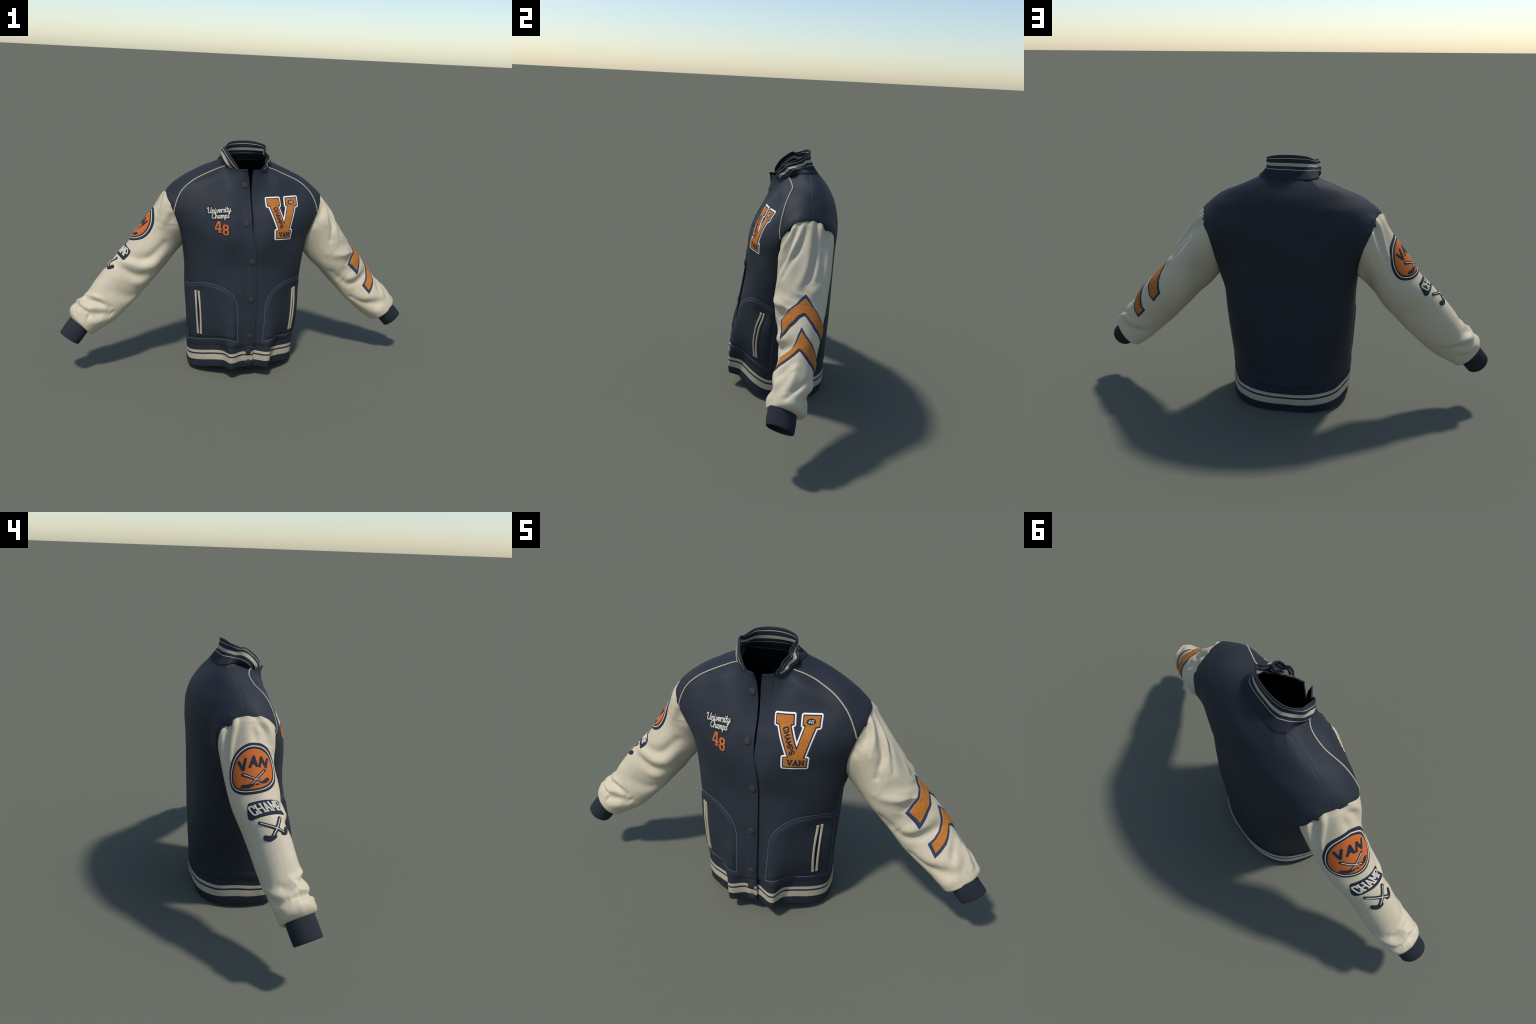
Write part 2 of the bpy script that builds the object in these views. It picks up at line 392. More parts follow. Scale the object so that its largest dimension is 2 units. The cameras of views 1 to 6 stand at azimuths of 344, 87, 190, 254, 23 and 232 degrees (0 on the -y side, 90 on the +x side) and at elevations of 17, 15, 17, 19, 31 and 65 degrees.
POCKET_R = [(.327, -.036, .512), (.306, -.085, .526), (.262, -.127, .533), (.215, -.154, .532), (.178, -.172, .521), (.140, -.190, .500),
            (.108, -.206, .470), (.089, -.216, .436), (.081, -.225, .390), (.079, -.237, .320), (.070, -.247, .216)]
POCKET_R2 = [(.070, -.247, .216), (.128, -.236, .226), (.205, -.163, .208), (.262, -.110, .194), (.308, -.052, .180)]
POCKET_L = [(-.323, -.010, .500), (-.306, -.075, .515), (-.260, -.120, .533), (-.205, -.156, .534), (-.157, -.177, .522), (-.120, -.194, .502),
            (-.096, -.206, .478), (-.079, -.213, .445), (-.072, -.220, .405), (-.070, -.237, .303), (-.070, -.250, .220)]
POCKET_L2 = [(-.070, -.250, .220), (-.120, -.243, .236), (-.175, -.190, .222), (-.246, -.134, .205), (-.313, -.051, .184)]
pocket_lines = []
for top, bot, sg in ((POCKET_R, POCKET_R2, -1), (POCKET_L, POCKET_L2, 1)):
    a = spline(top, 160); b = spline(bot, 120)
    ia = nearest_index(a, flat); ib = nearest_index(b, flat)
    a, b = flat[ia], flat[ib]
    poly = np.vstack([np.stack([sarc[ia], zf[ia]], 1), np.stack([sarc[ib], zf[ib]], 1)])
    sideline = np.stack([np.linspace(b[-1, k], a[0, k], 120) for k in range(3)], 1)
    isd = nearest_index(sideline, flat); sideline = flat[isd]
    pocket_lines.append((ia, ib, isd))
    inside = in_poly(sarc, zf, poly) & (np.abs(sarc) < .6)
    d, _ = dist_to(flat, np.vstack([a, b, sideline]))
    h += np.where(inside, .0045 * smooth(.004, .022, d), 0)
    h -= .0016 * np.exp(-(d / .0032) ** 2)
    d2 = np.where(inside, np.abs(d - .011), 1)
    h -= .0007 * np.exp(-(d2 / .003) ** 2)

# placket: stitched facing lines, front edge thickness, buttonhole welts on the under side
xl, xr = edge_left(zf), edge_right(zf)
front = flat[:, 1] < .02
dl = np.abs(flat[:, 0] - (xl - .054)); h -= np.where(front & isL & (zf > .20), .0011 * np.exp(-(dl / .0026) ** 2), 0)
dl = np.abs(flat[:, 0] - (xl - .008)); h -= np.where(front & isL, .0006 * np.exp(-(dl / .0024) ** 2), 0)
dr = np.abs(flat[:, 0] - (xr + .050)); h -= np.where(front & ~isL & (zf > .70), .0011 * np.exp(-(dr / .0026) ** 2), 0)
lower = 1 - smooth(.70, .84, zf)
h += np.where(front & isL, .0045 * lower * smooth(-.060, -.035, flat[:, 0] - xl), 0)
h -= np.where(front & ~isL, .0055 * lower * (1 - smooth(.030, .065, flat[:, 0] - xr)), 0)
# a soft fold where the under side tucks beneath the button side
h += np.where(front & ~isL, .007 * np.exp(-((flat[:, 0] - .050) / .022) ** 2 - ((zf - .735) / .060) ** 2), 0)
for zb in (1.03, .86):
    dx = np.abs(np.abs(flat[:, 0] - .037) - .005); dz = np.abs(zf - zb)
    h -= np.where(front & ~isL, .0009 * np.exp(-(dx / .0020) ** 2) * (1 - smooth(.020, .026, dz)), 0)
# neck edge stitching
d, _ = dist_to(flat, NKd); h -= .0008 * np.exp(-((d - .012) / .0026) ** 2) * (flat[:, 1] < .0)
h -= .0022 * np.exp(-(d / .004) ** 2)
# shoulder seams, armhole seams and their stitching
SH_L = [(-.136, .106, 1.174), (-.201, .103, 1.141), (-.281, .101, 1.105), (-.332, .099, 1.078), (-.383, .102, 1.043), (-.420, .103, .999)]
for sgn in (-1, 1):
    c = spline([(sgn * -p[0], p[1] - (.004 if sgn > 0 else 0), p[2] - (.002 if sgn > 0 else 0)) for p in SH_L], 200)
    ic = nearest_index(c, flat); c = flat[ic]
    d, _ = dist_to(flat, c); h -= .0010 * np.exp(-(d / .0026) ** 2)
    c2 = c + np.array([0, -.013, 0]); d, _ = dist_to(flat, c2); h -= .0005 * np.exp(-(d / .0024) ** 2)
for arm in (armL, armR):
    d, _ = dist_to(flat, arm)
    h -= .0008 * np.exp(-((d - .011) / .0024) ** 2)
    h -= .0022 * np.exp(-(d / .007) ** 2)
# puckers at the back of the armholes
for arm, sgn in ((armL, -1), (armR, 1)):
    d, ki = dist_to(flat, arm)
    u = ki / 360.
    for uc, amp in ((.80, .007), (.87, -.006), (.93, .006)):
        h += amp * np.exp(-(d / .030) ** 2 - ((u - uc + .01 * sgn) / .022) ** 2) * (1 - np.exp(-(d / .012) ** 2))
# shell blouses a little above the rib waistband, seam pulled in
dz = zf - np.broadcast_to(SEAM, (NR, NC)).ravel()
h += .0020 * np.exp(-((dz - .022) / .018) ** 2) - .0018 * np.exp(-(dz / .005) ** 2)
h -= .0008 * np.exp(-((dz - .010) / .0026) ** 2)
# broad, very soft cloth unevenness
h += .0022 * vnoise(flat * np.array([1, 1, .6]), .30, 3) + .0010 * vnoise(flat, .11, 5)
G = (flat + h[:, None] * N.reshape(-1, 3)).reshape(NR, NC, 3)
Nn = grid_normals(G); Nn *= np.sign((Nn * N).sum(-1, keepdims=True))
Gf, Nf = G.reshape(-1, 3), Nn.reshape(-1, 3)

# ---- split the shell into its sewn panels
F = quads(NR, NC, flip=FLIP)
fc = Gf[F].mean(1); fs = NC / 2 - COLI[F].mean(1)
def above_pipe(c, pipe):
    # above / behind the piping line, or behind the side seam below it
    x = np.abs(c[:, 0]); px = np.abs(pipe[:, 0])
    zl = np.interp(x, px, pipe[:, 2], right=2); zl = np.where(x < px[0], pipe[0, 2] + .02, zl)
    return c[:, 2] > zl
sideY = .02
def cut_inside(c, arm, far):
    """Points of the shell inside an armhole, more than far from its seam."""
    sg = np.sign(arm[0, 0]); out = np.zeros(len(c), bool)
    idx = np.nonzero((c[:, 0] * sg > .24) & (c[:, 2] > .60) & (c[:, 2] < 1.03))[0]
    q = c[idx]; ins = in_poly(q[:, 1], q[:, 2], arm[:, 1:3])
    d, _ = dist_to(q, arm)
    out[idx[ins & (d > far)]] = True
    return out
vin = np.zeros(len(Gf), bool); snapped = np.zeros(len(Gf), bool)
for arm in (armL, armR):
    vi = cut_inside(Gf, arm, 0.); g = vi.reshape(NR, NC); o = ~g
    nb = np.zeros_like(g)
    for dj, di in ((0, 1), (0, -1), (1, 0), (-1, 0), (1, 1), (1, -1), (-1, 1), (-1, -1)):
        nb |= np.roll(np.roll(o, dj, 0), di, 1)
    bd = (g & nb).ravel()
    d, ki = dist_to(Gf[bd], arm)
    Gf[bd] = arm[ki]
    vin |= vi; snapped |= bd
holes = (vin & ~snapped)[F].any(1)
for tab in ((-.404, .163, .967), (.414, .160, .958)):      # seam allowance kept under the rear pleat
    holes &= np.linalg.norm(fc - np.array(tab), axis=1) > .0105
frontL = (fs > 0) & (fc[:, 1] < sideY) & ~above_pipe(fc, pipeL)
frontR = (fs < 0) & (fc[:, 1] < sideY) & ~above_pipe(fc, pipeR)
backp = ~(frontL | frontR)
for nm, sel in (("front_panel", frontL), ("front_panel", frontR), ("back_panel", backp)):
    v, f, n = compact(Gf, F[sel & ~holes], Nf)
    add(nm, v, f, NAVY, normals=n)
# lining, a second skin inside, and the folded edges that join it to the shell
inn = G - Nn * .006
li = inn[::2, ::2]
Fi = quads(*li.shape[:2], flip=not FLIP)
lc = li.reshape(-1, 3)[Fi].mean(1)
hl = cut_inside(lc, armL, .012) | cut_inside(lc, armR, .012)
v, f, n = compact(li.reshape(-1, 3), Fi[~hl], -Nn[::2, ::2].reshape(-1, 3))
add("lining", v, f, LINING, normals=n)
def strip(name, A, B, mat, mid=None, parent=None):
    rows = [A, B] if mid is None else [A, mid, B]
    V = np.stack(rows); Fq = quads(len(rows), len(A))
    return add(name, V.reshape(-1, 3), Fq, mat, parent=parent)
def facing(name, A, An, B, mat):
    mid = (A + B) / 2 + An * .0015
    return strip(name, A, B, mat, mid)
tl = G[:, 1] - G[:, 0]; tl /= np.linalg.norm(tl, axis=1)[:, None]
tr = G[:, -2] - G[:, -1]; tr /= np.linalg.norm(tr, axis=1)[:, None]
facing("front_edge", G[:, 0], -tl, inn[:, 0], NAVY)
facing("front_edge", G[:, -1], -tr, inn[:, -1], NAVY)
facing("neck_edge", G[-1], np.tile([0, 0, 1.], (NC, 1)), inn[-1], NAVY)
shell_tree = BVHTree.FromPolygons([tuple(p) for p in G[::2, ::2].reshape(-1, 3)],
                                  [tuple(int(i) for i in q) for q in quads(*G[::2, ::2].shape[:2])])
NS2 = Nn[::2, ::2].reshape(-1, 3); GS2 = G[::2, ::2].reshape(-1, 3); QS2 = quads(*G[::2, ::2].shape[:2])

def on_front(x, z):
    """Point and normal of the front of the shell at (x, z)."""
    hit = shell_tree.ray_cast(Vector((x, -1.0, z)), Vector((0, 1, 0)))
    if hit[0] is None: hit = shell_tree.find_nearest(Vector((x, -.2, z)))
    q = QS2[hit[2]]; p = np.array(hit[0])
    w = 1 / (np.linalg.norm(GS2[q] - p, axis=1) + 1e-5)
    n = (NS2[q] * w[:, None]).sum(0)
    return p, n / np.linalg.norm(n)

def nearest_shell(p):
    hit = shell_tree.find_nearest(Vector(p)); q = QS2[hit[2]]; p = np.array(hit[0])
    w = 1 / (np.linalg.norm(GS2[q] - p, axis=1) + 1e-5)
    n = (NS2[q] * w[:, None]).sum(0)
    return p, n / np.linalg.norm(n)

# ------------------------------------------------------------------ tubes (piping)
def tube(name, path, normals, r, mat, parent=None, twist=0, seg=12):
    n = len(path); t = np.gradient(path, axis=0); t /= np.linalg.norm(t, axis=1)[:, None]
    b = np.cross(t, normals); b /= np.linalg.norm(b, axis=1)[:, None]; m = np.cross(b, t)
    a = np.linspace(0, 2 * np.pi, seg, endpoint=False)
    s = np.r_[0, np.cumsum(np.linalg.norm(np.diff(path, axis=0), axis=1))]
    rr = r * np.ones((n, seg))
    if twist: rr = rr * (1 + .05 * np.sin(2 * a[None] + s[:, None] * twist))
    rr[0] *= .3; rr[-1] *= .3
    V = path[:, None] + rr[..., None] * (np.cos(a)[None, :, None] * m[:, None] + np.sin(a)[None, :, None] * b[:, None])
    return add(name, V.reshape(-1, 3), quads(n, seg, wrap=True), mat, parent=parent)

for pp in (pipeL, pipeR):
    pts = [nearest_shell(p) for p in spline(pp, 420)]
    path = np.array([p for p, n in pts]); nn = np.array([n for p, n in pts])
    for _ in range(3):
        path[1:-1] = (path[:-2] + 2 * path[1:-1] + path[2:]) / 4
    tube("piping", path + nn * .0018, nn, .0030, PIPING, twist=420)

# ------------------------------------------------------------------ waistband
NW = 1900      # columns fine enough for knitted ribs
cu = np.linspace(0, NC - 1, NW)
def colinterp(a):
    i = np.clip(cu.astype(int), 0, NC - 2); t = (cu - i).reshape((-1,) + (1,) * (a.ndim - 1))
    return a[i] * (1 - t) + a[i + 1] * t
bands = [(0, .325, 0), (.325, .575, 1), (.575, .645, 0), (.645, .765, 1), (.765, 1.0, 0)]
vr, vm = [], []
for a, b, m in bands:
    k = max(2, int((b - a) * 46)); e = np.linspace(a, b, k + 1)
    vr += list(e[:-1]); vm += [m] * k
vr = np.array(vr + [1.0])
Zw = HEM[None] + (SEAM - HEM)[None] * vr[:, None]
Wg, _ = torso_at(Zw)
Wg[:, :, :2] += ((G[0] - torso_at(SEAM[None])[0][0])[None, :, :2]) * smooth(.3, 1, vr)[:, None, None]
Wn = grid_normals(Wg); Wn *= np.sign((Wn[:, :, :2] * np.stack([Wg[..., 0], Wg[..., 1]], -1)).sum(-1))[..., None]
xw = Wg[..., 0]; fr = Wg[..., 1] < -.1
prof = -.0012 + .0032 * np.sin(np.pi * np.clip(vr, 0, 1)) ** .7
hw = np.broadcast_to(prof[:, None], Wg.shape[:2]).copy()
cols = np.arange(NC)
bL = np.where((cols < NC // 2) & fr[2], smooth(-.060, -.030, Wg[2, :, 0] - edge_left(.1)), 0)
bR = np.where((cols > NC // 2) & fr[2], 1 - smooth(.025, .06, Wg[2, :, 0] - edge_right(.1)), 0)
hw += (.0045 * bL - .0055 * bR)[None]
hw += .0018 * vnoise(Wg, .12, 11)
Wg = Wg + hw[..., None] * Wn
Wg = np.stack([colinterp(r) for r in Wg]); Wn = np.stack([colinterp(r) for r in Wn])
Wn /= np.linalg.norm(Wn, axis=-1, keepdims=True)
per = np.r_[0, np.cumsum(np.linalg.norm(np.diff(Wg[3], axis=0), axis=1))]
ribs = .00045 * np.sin(per / .0052 * 2 * np.pi)
Wo = Wg + (ribs[None, :, None] * np.sin(np.pi * np.clip(vr, .03, .97))[:, None, None] ** .3) * Wn
Wi = Wg - .007 * Wn
def band_mesh(name, O, I, rows_mat, mats, wrap=False, flip=False, top_open=True, parent=None):
    """Thick knitted band: outer and inner skins, rounded free edges, ends closed."""
    nr, nc = O.shape[:2]
    lip0 = (O[0] + I[0]) / 2 + (O[0] - O[1]) * .8
    lip1 = (O[-1] + I[-1]) / 2 + (O[-1] - O[-2]) * .8
    V = np.concatenate([lip0[None], O, lip1[None], I[::-1], lip0[None]])
    Fq = quads(len(V), nc, wrap=wrap, flip=flip)
    per_row = [rows_mat[0]] + list(rows_mat) + [rows_mat[-1]] * 2 + list(rows_mat[::-1]) + [rows_mat[0]]
    mi = np.repeat(per_row, nc if wrap else nc - 1)
    ob = add(name, V.reshape(-1, 3), Fq, mats, mat_idx=mi[:len(Fq)], parent=parent)
    if not wrap:
        for col in (0, nc - 1):
            ends = np.stack([O[:, col], I[:, col]]); mm = list(rows_mat)
            add(name + "_end", ends.reshape(-1, 3), quads(2, nr), mats, mat_idx=mm, parent=ob)
    return ob
waistband = band_mesh("waistband", Wo, Wi, vm, [RIBNAVY, RIBCREAM], flip=FLIP)

# ------------------------------------------------------------------ collar
NCC = 900
st = np.r_[0, np.cumsum(np.linalg.norm(np.diff(COLLAR[:, 3], axis=0), axis=1))]
Cs = hermite(st, COLLAR.reshape(len(COLLAR), -1), np.linspace(0, st[-1], NCC)).reshape(NCC, 6, 3)
cb = [(0, .40, 0), (.40, .428, 1), (.428, .545, 0), (.545, .675, 1), (.675, .852, 0), (.852, .880, 1), (.880, 1., 0)]
wr, cm = [], []
for a, b, m in cb:
    k = max(2, int((b - a) * 44)); e = np.linspace(a, b, k + 1); wr += list(e[:-1]); cm += [m] * k
wr = np.array(wr + [1.0])
Cg = hermite(CW, Cs.transpose(1, 0, 2).reshape(6, -1), wr).reshape(len(wr), NCC, 3)
Cn = grid_normals(Cg)
mid = Cg.mean((0, 1)); out = Cg - mid; out[..., 2] = .0
Cn *= np.sign((Cn * out).sum(-1))[..., None].mean(0, keepdims=True)
Cn = Cn / (np.linalg.norm(Cn, axis=-1, keepdims=True) + 1e-9)
pc = np.r_[0, np.cumsum(np.linalg.norm(np.diff(Cg[len(wr) // 2], axis=0), axis=1))]
Cg = Cg + (.0010 * vnoise(Cg, .07, 21))[..., None] * Cn
Co = Cg + (.00035 * np.sin(pc / .0042 * 2 * np.pi))[None, :, None] * Cn
taper = (smooth(0, .03, pc) * smooth(0, .03, pc[-1] - pc))[None, :, None]
Ci = Cg - (.0025 + .0030 * taper) * Cn
COLFLIP = (np.cross(Cg[1, 450] - Cg[0, 450], Cg[0, 451] - Cg[0, 450]) @ Cn[0, 450]) > 0
collar = band_mesh("collar", Co, Ci, cm, [RIBNAVY, RIBCREAM], flip=COLFLIP)

# ------------------------------------------------------------------ sleeves
# spine stations: centre, half height, half depth, roll, squareness skew
SLEEVE_L = np.array([
    [-.3397, .0673, .8576, .1461, .1342, .0280, .0989], [-.4243, .0786, .7719, .1221, .1236, .0520, .0820],
    [-.4975, .0732, .6805, .1194, .1117, .0549, .0413], [-.5678, .0646, .6035, .1165, .1002, .0315, .0104],
    [-.6408, .0530, .5284, .1187, .0829, -.0016, .0321], [-.7123, .0329, .4491, .1146, .0853, .0064, .0219],
    [-.7805, .0149, .3752, .1047, .0845, .0240, -.0011], [-.8850, -.0096, .3012, .0884, .0813, .0291, -.0233]])
SLEEVE_R = np.array([
    [.3592, .0842, .8642, .1307, .1327, .0037, .0318], [.4623, .0742, .7543, .1100, .1252, -.0111, .0817],
    [.5283, .0603, .6654, .1118, .1195, -.0198, .0648], [.5851, .0539, .5868, .1111, .1099, .0175, .0386],
    [.6534, .0530, .5137, .1159, .0868, .0316, .0496], [.7194, .0416, .4356, .1119, .0701, .0347, .0550],
    [.7989, .0125, .3605, .1011, .0814, .0203, -.0295], [.8812, -.0127, .2726, .0903, .0833, -.0375, -.1051]])
TK = np.linspace(0, 1, 8)

def tube_frame(Pm, t):
    q = hermite(TK, Pm, t)
    e = 1e-3
    Tn = hermite(TK, Pm[:, :3], t + e) - hermite(TK, Pm[:, :3], t - e)
    Tn /= np.linalg.norm(Tn, axis=-1, keepdims=True)
    y = np.array([0, -1., 0]); f = y - Tn * (Tn @ y)[..., None]; f /= np.linalg.norm(f, axis=-1, keepdims=True)
    u = np.cross(f, Tn); u *= np.sign(u[..., 2:3])
    return q, Tn, f, u

def tube_point(Pm, t, th, n=2.2):
    q, Tn, f, u = tube_frame(Pm, t)
    s, c = np.sin(th), np.cos(th)
    a = np.sign(s) * np.abs(s) ** (2 / n); b = np.sign(c) * np.abs(c) ** (2 / n)
    ro = q[..., 5] * 10; e = q[..., 6] * 3
    cr, sr = np.cos(ro)[..., None], np.sin(ro)[..., None]
    f2 = f * cr + u * sr; u2 = u * cr - f * sr
    b = b * (1 + e * a)
    return q[..., :3] + (q[..., 3] * b)[..., None] * u2 + (q[..., 4] * a)[..., None] * f2

SR, SC_ = 340, 300      # sleeve rows, columns
def fold(Tg, Th, pts, depth, w):
    """Ridge (+) or valley (-) along a curve given as (t, degrees)."""
    c = np.asarray(pts, float); c = spline(np.stack([c[:, 0] * 7.3, np.radians(c[:, 1])], 1), 60)
    reach = 3 * w / .11; mid = c[:, 1].mean()
    dth = np.mod(Th - mid + np.pi, 2 * np.pi) - np.pi
    res = np.zeros(Tg.shape)
    m = ((Tg * 7.3 > c[:, 0].min() - reach) & (Tg * 7.3 < c[:, 0].max() + reach)
         & (dth > c[:, 1].min() - mid - reach) & (dth < c[:, 1].max() - mid + reach))
    if not m.any(): return res
    d = np.hypot(Tg[m][:, None] * 7.3 - c[None, :, 0], dth[m][:, None] - (c[None, :, 1] - mid))
    j = d.argmin(1); dd = d[np.arange(len(j)), j]
    res[m] = depth * np.exp(-(dd * .11 / w) ** 2) * np.sin(np.pi * np.clip(j / 59., .10, .90)) ** .7
    return res

FOLDS_L = [
    # elbow drapes on the front
    ([(.455, 60), (.440, 72), (.420, 88), (.385, 100), (.325, 114), (.215, 127)], -.012, .021),
    ([(.535, 36), (.47, 77), (.431, 102), (.37, 128), (.277, 142)], .009, .026),
    ([(.548, 40), (.540, 74), (.522, 96), (.48, 116), (.437, 136)], -.0085, .020),
    ([(.62, 70), (.575, 100), (.522, 120), (.466, 134)], .006, .026),
    ([(.72, 80), (.695, 100), (.672, 122), (.62, 138)], -.0085, .030),
    # crush above the cuff
    ([(.882, 14), (.868, 40), (.838, 62), (.815, 80)], .0080, .018),
    ([(.895, 40), (.868, 66), (.845, 86), (.826, 104)], -.0100, .017),
    ([(.865, 96), (.905, 83), (.938, 70), (.945, 45), (.93, 15)], .0075, .017),
    ([(.950, 74), (.930, 90), (.900, 104), (.870, 118)], -.0110, .022),
    ([(.850, 118), (.838, 136)], -.005, .022),
    ([(.955, 20), (.962, 45), (.955, 66), (.945, 80), (.958, 90)], -.0110, .009),
    ([(.972, 40), (.976, 62), (.972, 84)], .0065, .012),
    ([(.978, 94), (.94, 118), (.89, 132)], .0050, .026),
    ([(.850, -85), (.884, -64), (.924, -39), (.945, -17), (.952, 6), (.948, 38)], .0110, .017),
    ([(.850, -100), (.880, -80), (.915, -60), (.945, -42), (.968, -20)], -.0090, .017),
    ([(.915, -100), (.955, -72), (.975, -45), (.988, -20), (.990, 8)], .0090, .018),
    ([(.965, -10), (.966, 12), (.968, 34)], -.0090, .010),
    ([(.875, -122), (.92, -97), (.962, -73), (.980, -54)], -.0075, .020),
    ([(.885, -22), (.918, -6), (.915, 10)], -.0060, .018), ([(.900, 16), (.930, 26)], .0050, .014),
    # gathers below the sleeve head
    ([(-.06, -32), (.01, -30), (.075, -31), (.14, -33)], .0060, .014), ([(-.05, -46), (.015, -49), (.06, -58)], -.0060, .017),
    ([(-.05, 4), (-.002, 19), (.026, 31), (.080, 43)], -.0055, .013), ([(-.05, 14), (0, 32), (.036, 46), (.09, 62)], .0050, .014),
    ([(0, 5), (.039, 12), (.10, 25)], -.0040, .013), ([(-.05, -8), (.02, -4), (.1, 0)], .0035, .022),
    ([(0, 62), (.03, 78), (.06, 95)], -.0060, .022), ([(-.02, 52), (.04, 66), (.12, 84)], .0045, .018)]
FOLDS_R = [
    # gathers below the sleeve head
    ([(-.04, 22), (.031, 31), (.066, 42), (.11, 62)], .0060, .013), ([(-.01, 28), (.034, 46), (.058, 84)], -.0095, .017),
    ([(-.06, 10), (.01, 17), (.060, 25), (.130, 40), (.175, 60), (.215, 72)], -.0105, .015),
    ([(-.06, 6), (.038, 13), (.097, 21), (.158, 31), (.22, 42)], .0070, .013),
    ([(-.05, -1), (.047, 5), (.107, 13), (.160, 27), (.225, 38)], -.0075, .014),
    ([(-.05, -9), (.068, -12), (.154, -10), (.253, -6), (.33, 6)], .0075, .018),
    ([(-.06, -19), (.05, -23), (.135, -21), (.224, -16), (.315, -3)], -.0075, .015),
    ([(-.06, -23), (.015, -33), (.065, -48)], .0055, .015), ([(.09, -34), (.179, -30), (.25, -30)], .0045, .018),
    ([(-.05, -45), (.04, -54)], -.0045, .014), ([(.255, -44), (.30, -32), (.345, -18)], .0065, .018),
    # slack over the elbow
    ([(.25, 62), (.32, 46), (.36, 24)], -.0065, .036), ([(.30, 92), (.36, 80), (.405, 68), (.440, 52)], .0075, .022),
    ([(.43, 50), (.468, 74), (.492, 98)], -.0125, .032), ([(.56, 126), (.605, 106), (.622, 88), (.615, 66)], .0115, .030),
    ([(.45, 136), (.555, 130), (.645, 118), (.690, 94), (.695, 72)], -.0100, .024),
    ([(.56, 134), (.66, 122), (.72, 96)], .0060, .030),
    # crush above the cuff
    ([(.76, 146), (.854, 137), (.905, 97), (.940, 53), (.945, 30)], -.0110, .021),
    ([(.85, 105), (.886, 85), (.930, 40), (.965, 4)], .0060, .022),
    ([(.84, 14), (.90, 4), (.965, -2)], .0080, .017), ([(.82, 34), (.855, 46), (.892, 68)], -.0065, .020),
    ([(.88, -30), (.93, -20), (.97, -14)], -.0060, .016), ([(.80, -100), (.88, -70), (.93, -40)], .0060, .024),
    ([(.86, -120), (.93, -85), (.96, -50)], -.0060, .020), ([(.95, 130), (.97, 90), (.98, 50)], .0050, .022)]

def build_sleeve(Pm, arm, sgn, folds, end):
    th = np.linspace(0, 2 * np.pi, SC_, endpoint=False)
    # where on the tube does every angle of the armhole sit
    ctr = arm.mean(0)
    q0, T0, f0, u0 = tube_frame(Pm, np.array(.08))
    rel = arm - ctr
    ang = np.unwrap(np.arctan2(rel @ f0, rel @ u0))
    if ang[-1] < ang[0]: ang, ar = ang[::-1], arm[::-1]
    else: ar = arm
    ang3 = np.r_[ang - 2 * np.pi, ang, ang + 2 * np.pi]; ar3 = np.vstack([ar, ar, ar])
    L = np.stack([np.interp(th, ang3, ar3[:, k]) for k in range(3)], 1)
    tt = np.linspace(-.15, .5, 131); cc = hermite(TK, Pm[:, :3], tt)
    tau = np.array([tt[np.abs(((l - tube_point(Pm, tt, np.full(131, a))) * tube_frame(Pm, tt)[1]).sum(1)).argmin()] for l, a in zip(L, th)])
    k = np.hanning(31); k /= k.sum(); tau = np.convolve(np.r_[tau[-15:], tau, tau[:15]], k, "valid")
    s = np.linspace(0, 1, SR)[:, None]
    Tg = tau[None] + (1 - tau[None]) * s
    Th = np.broadcast_to(th[None], Tg.shape)
    X = tube_point(Pm, Tg, Th)
    base = tube_point(Pm, tau, th)
    X = X + (L - base)[None] * (1 - smooth(0, .36, s))[..., None]
    Nx = grid_normals(X, True); cen = hermite(TK, Pm[:, :3], Tg)
    Nx *= np.sign((Nx * (X - cen)).sum(-1)).mean() and np.sign(((Nx * (X - cen)).sum(-1)).mean())
    hh = np.zeros(Tg.shape)
    for pts, dep, w in folds: hh = hh + fold(Tg, Th, pts, dep * (1.75 if pts[0][0] < .12 else 1.40), w * (1. if pts[0][0] < .12 else 1.1))
    for _ in range(3):      # soften the creases
        E = np.concatenate([hh[:, -1:], hh, hh[:, :1]], 1); hh = .5 * hh + .25 * (E[:, 2:] + E[:, :-2])
        hh[1:-1] = .5 * hh[1:-1] + .25 * (hh[2:] + hh[:-2])
    # tucked seam at the armhole: starts under the shell edge, swells quickly
    hh += .0035 * smooth(0, .03, s) - .0012
    hh += .0008 * vnoise(X, .12, 31 + sgn) * smooth(.1, .3, s)
    # gathers running down from the sleeve head, mostly front and rear of the top
    g = np.sin(Th * 9 + 1.5 * np.sin(Th * 2 + sgn)) * (.45 + .55 * np.cos(Th)) * smooth(0, .03, s) * (1 - smooth(.10, .30, s))
    hh += .0008 * g
    X = X + hh[..., None] * Nx
    # last rows roll in to the cuff
    return X, Tg, Th, tau

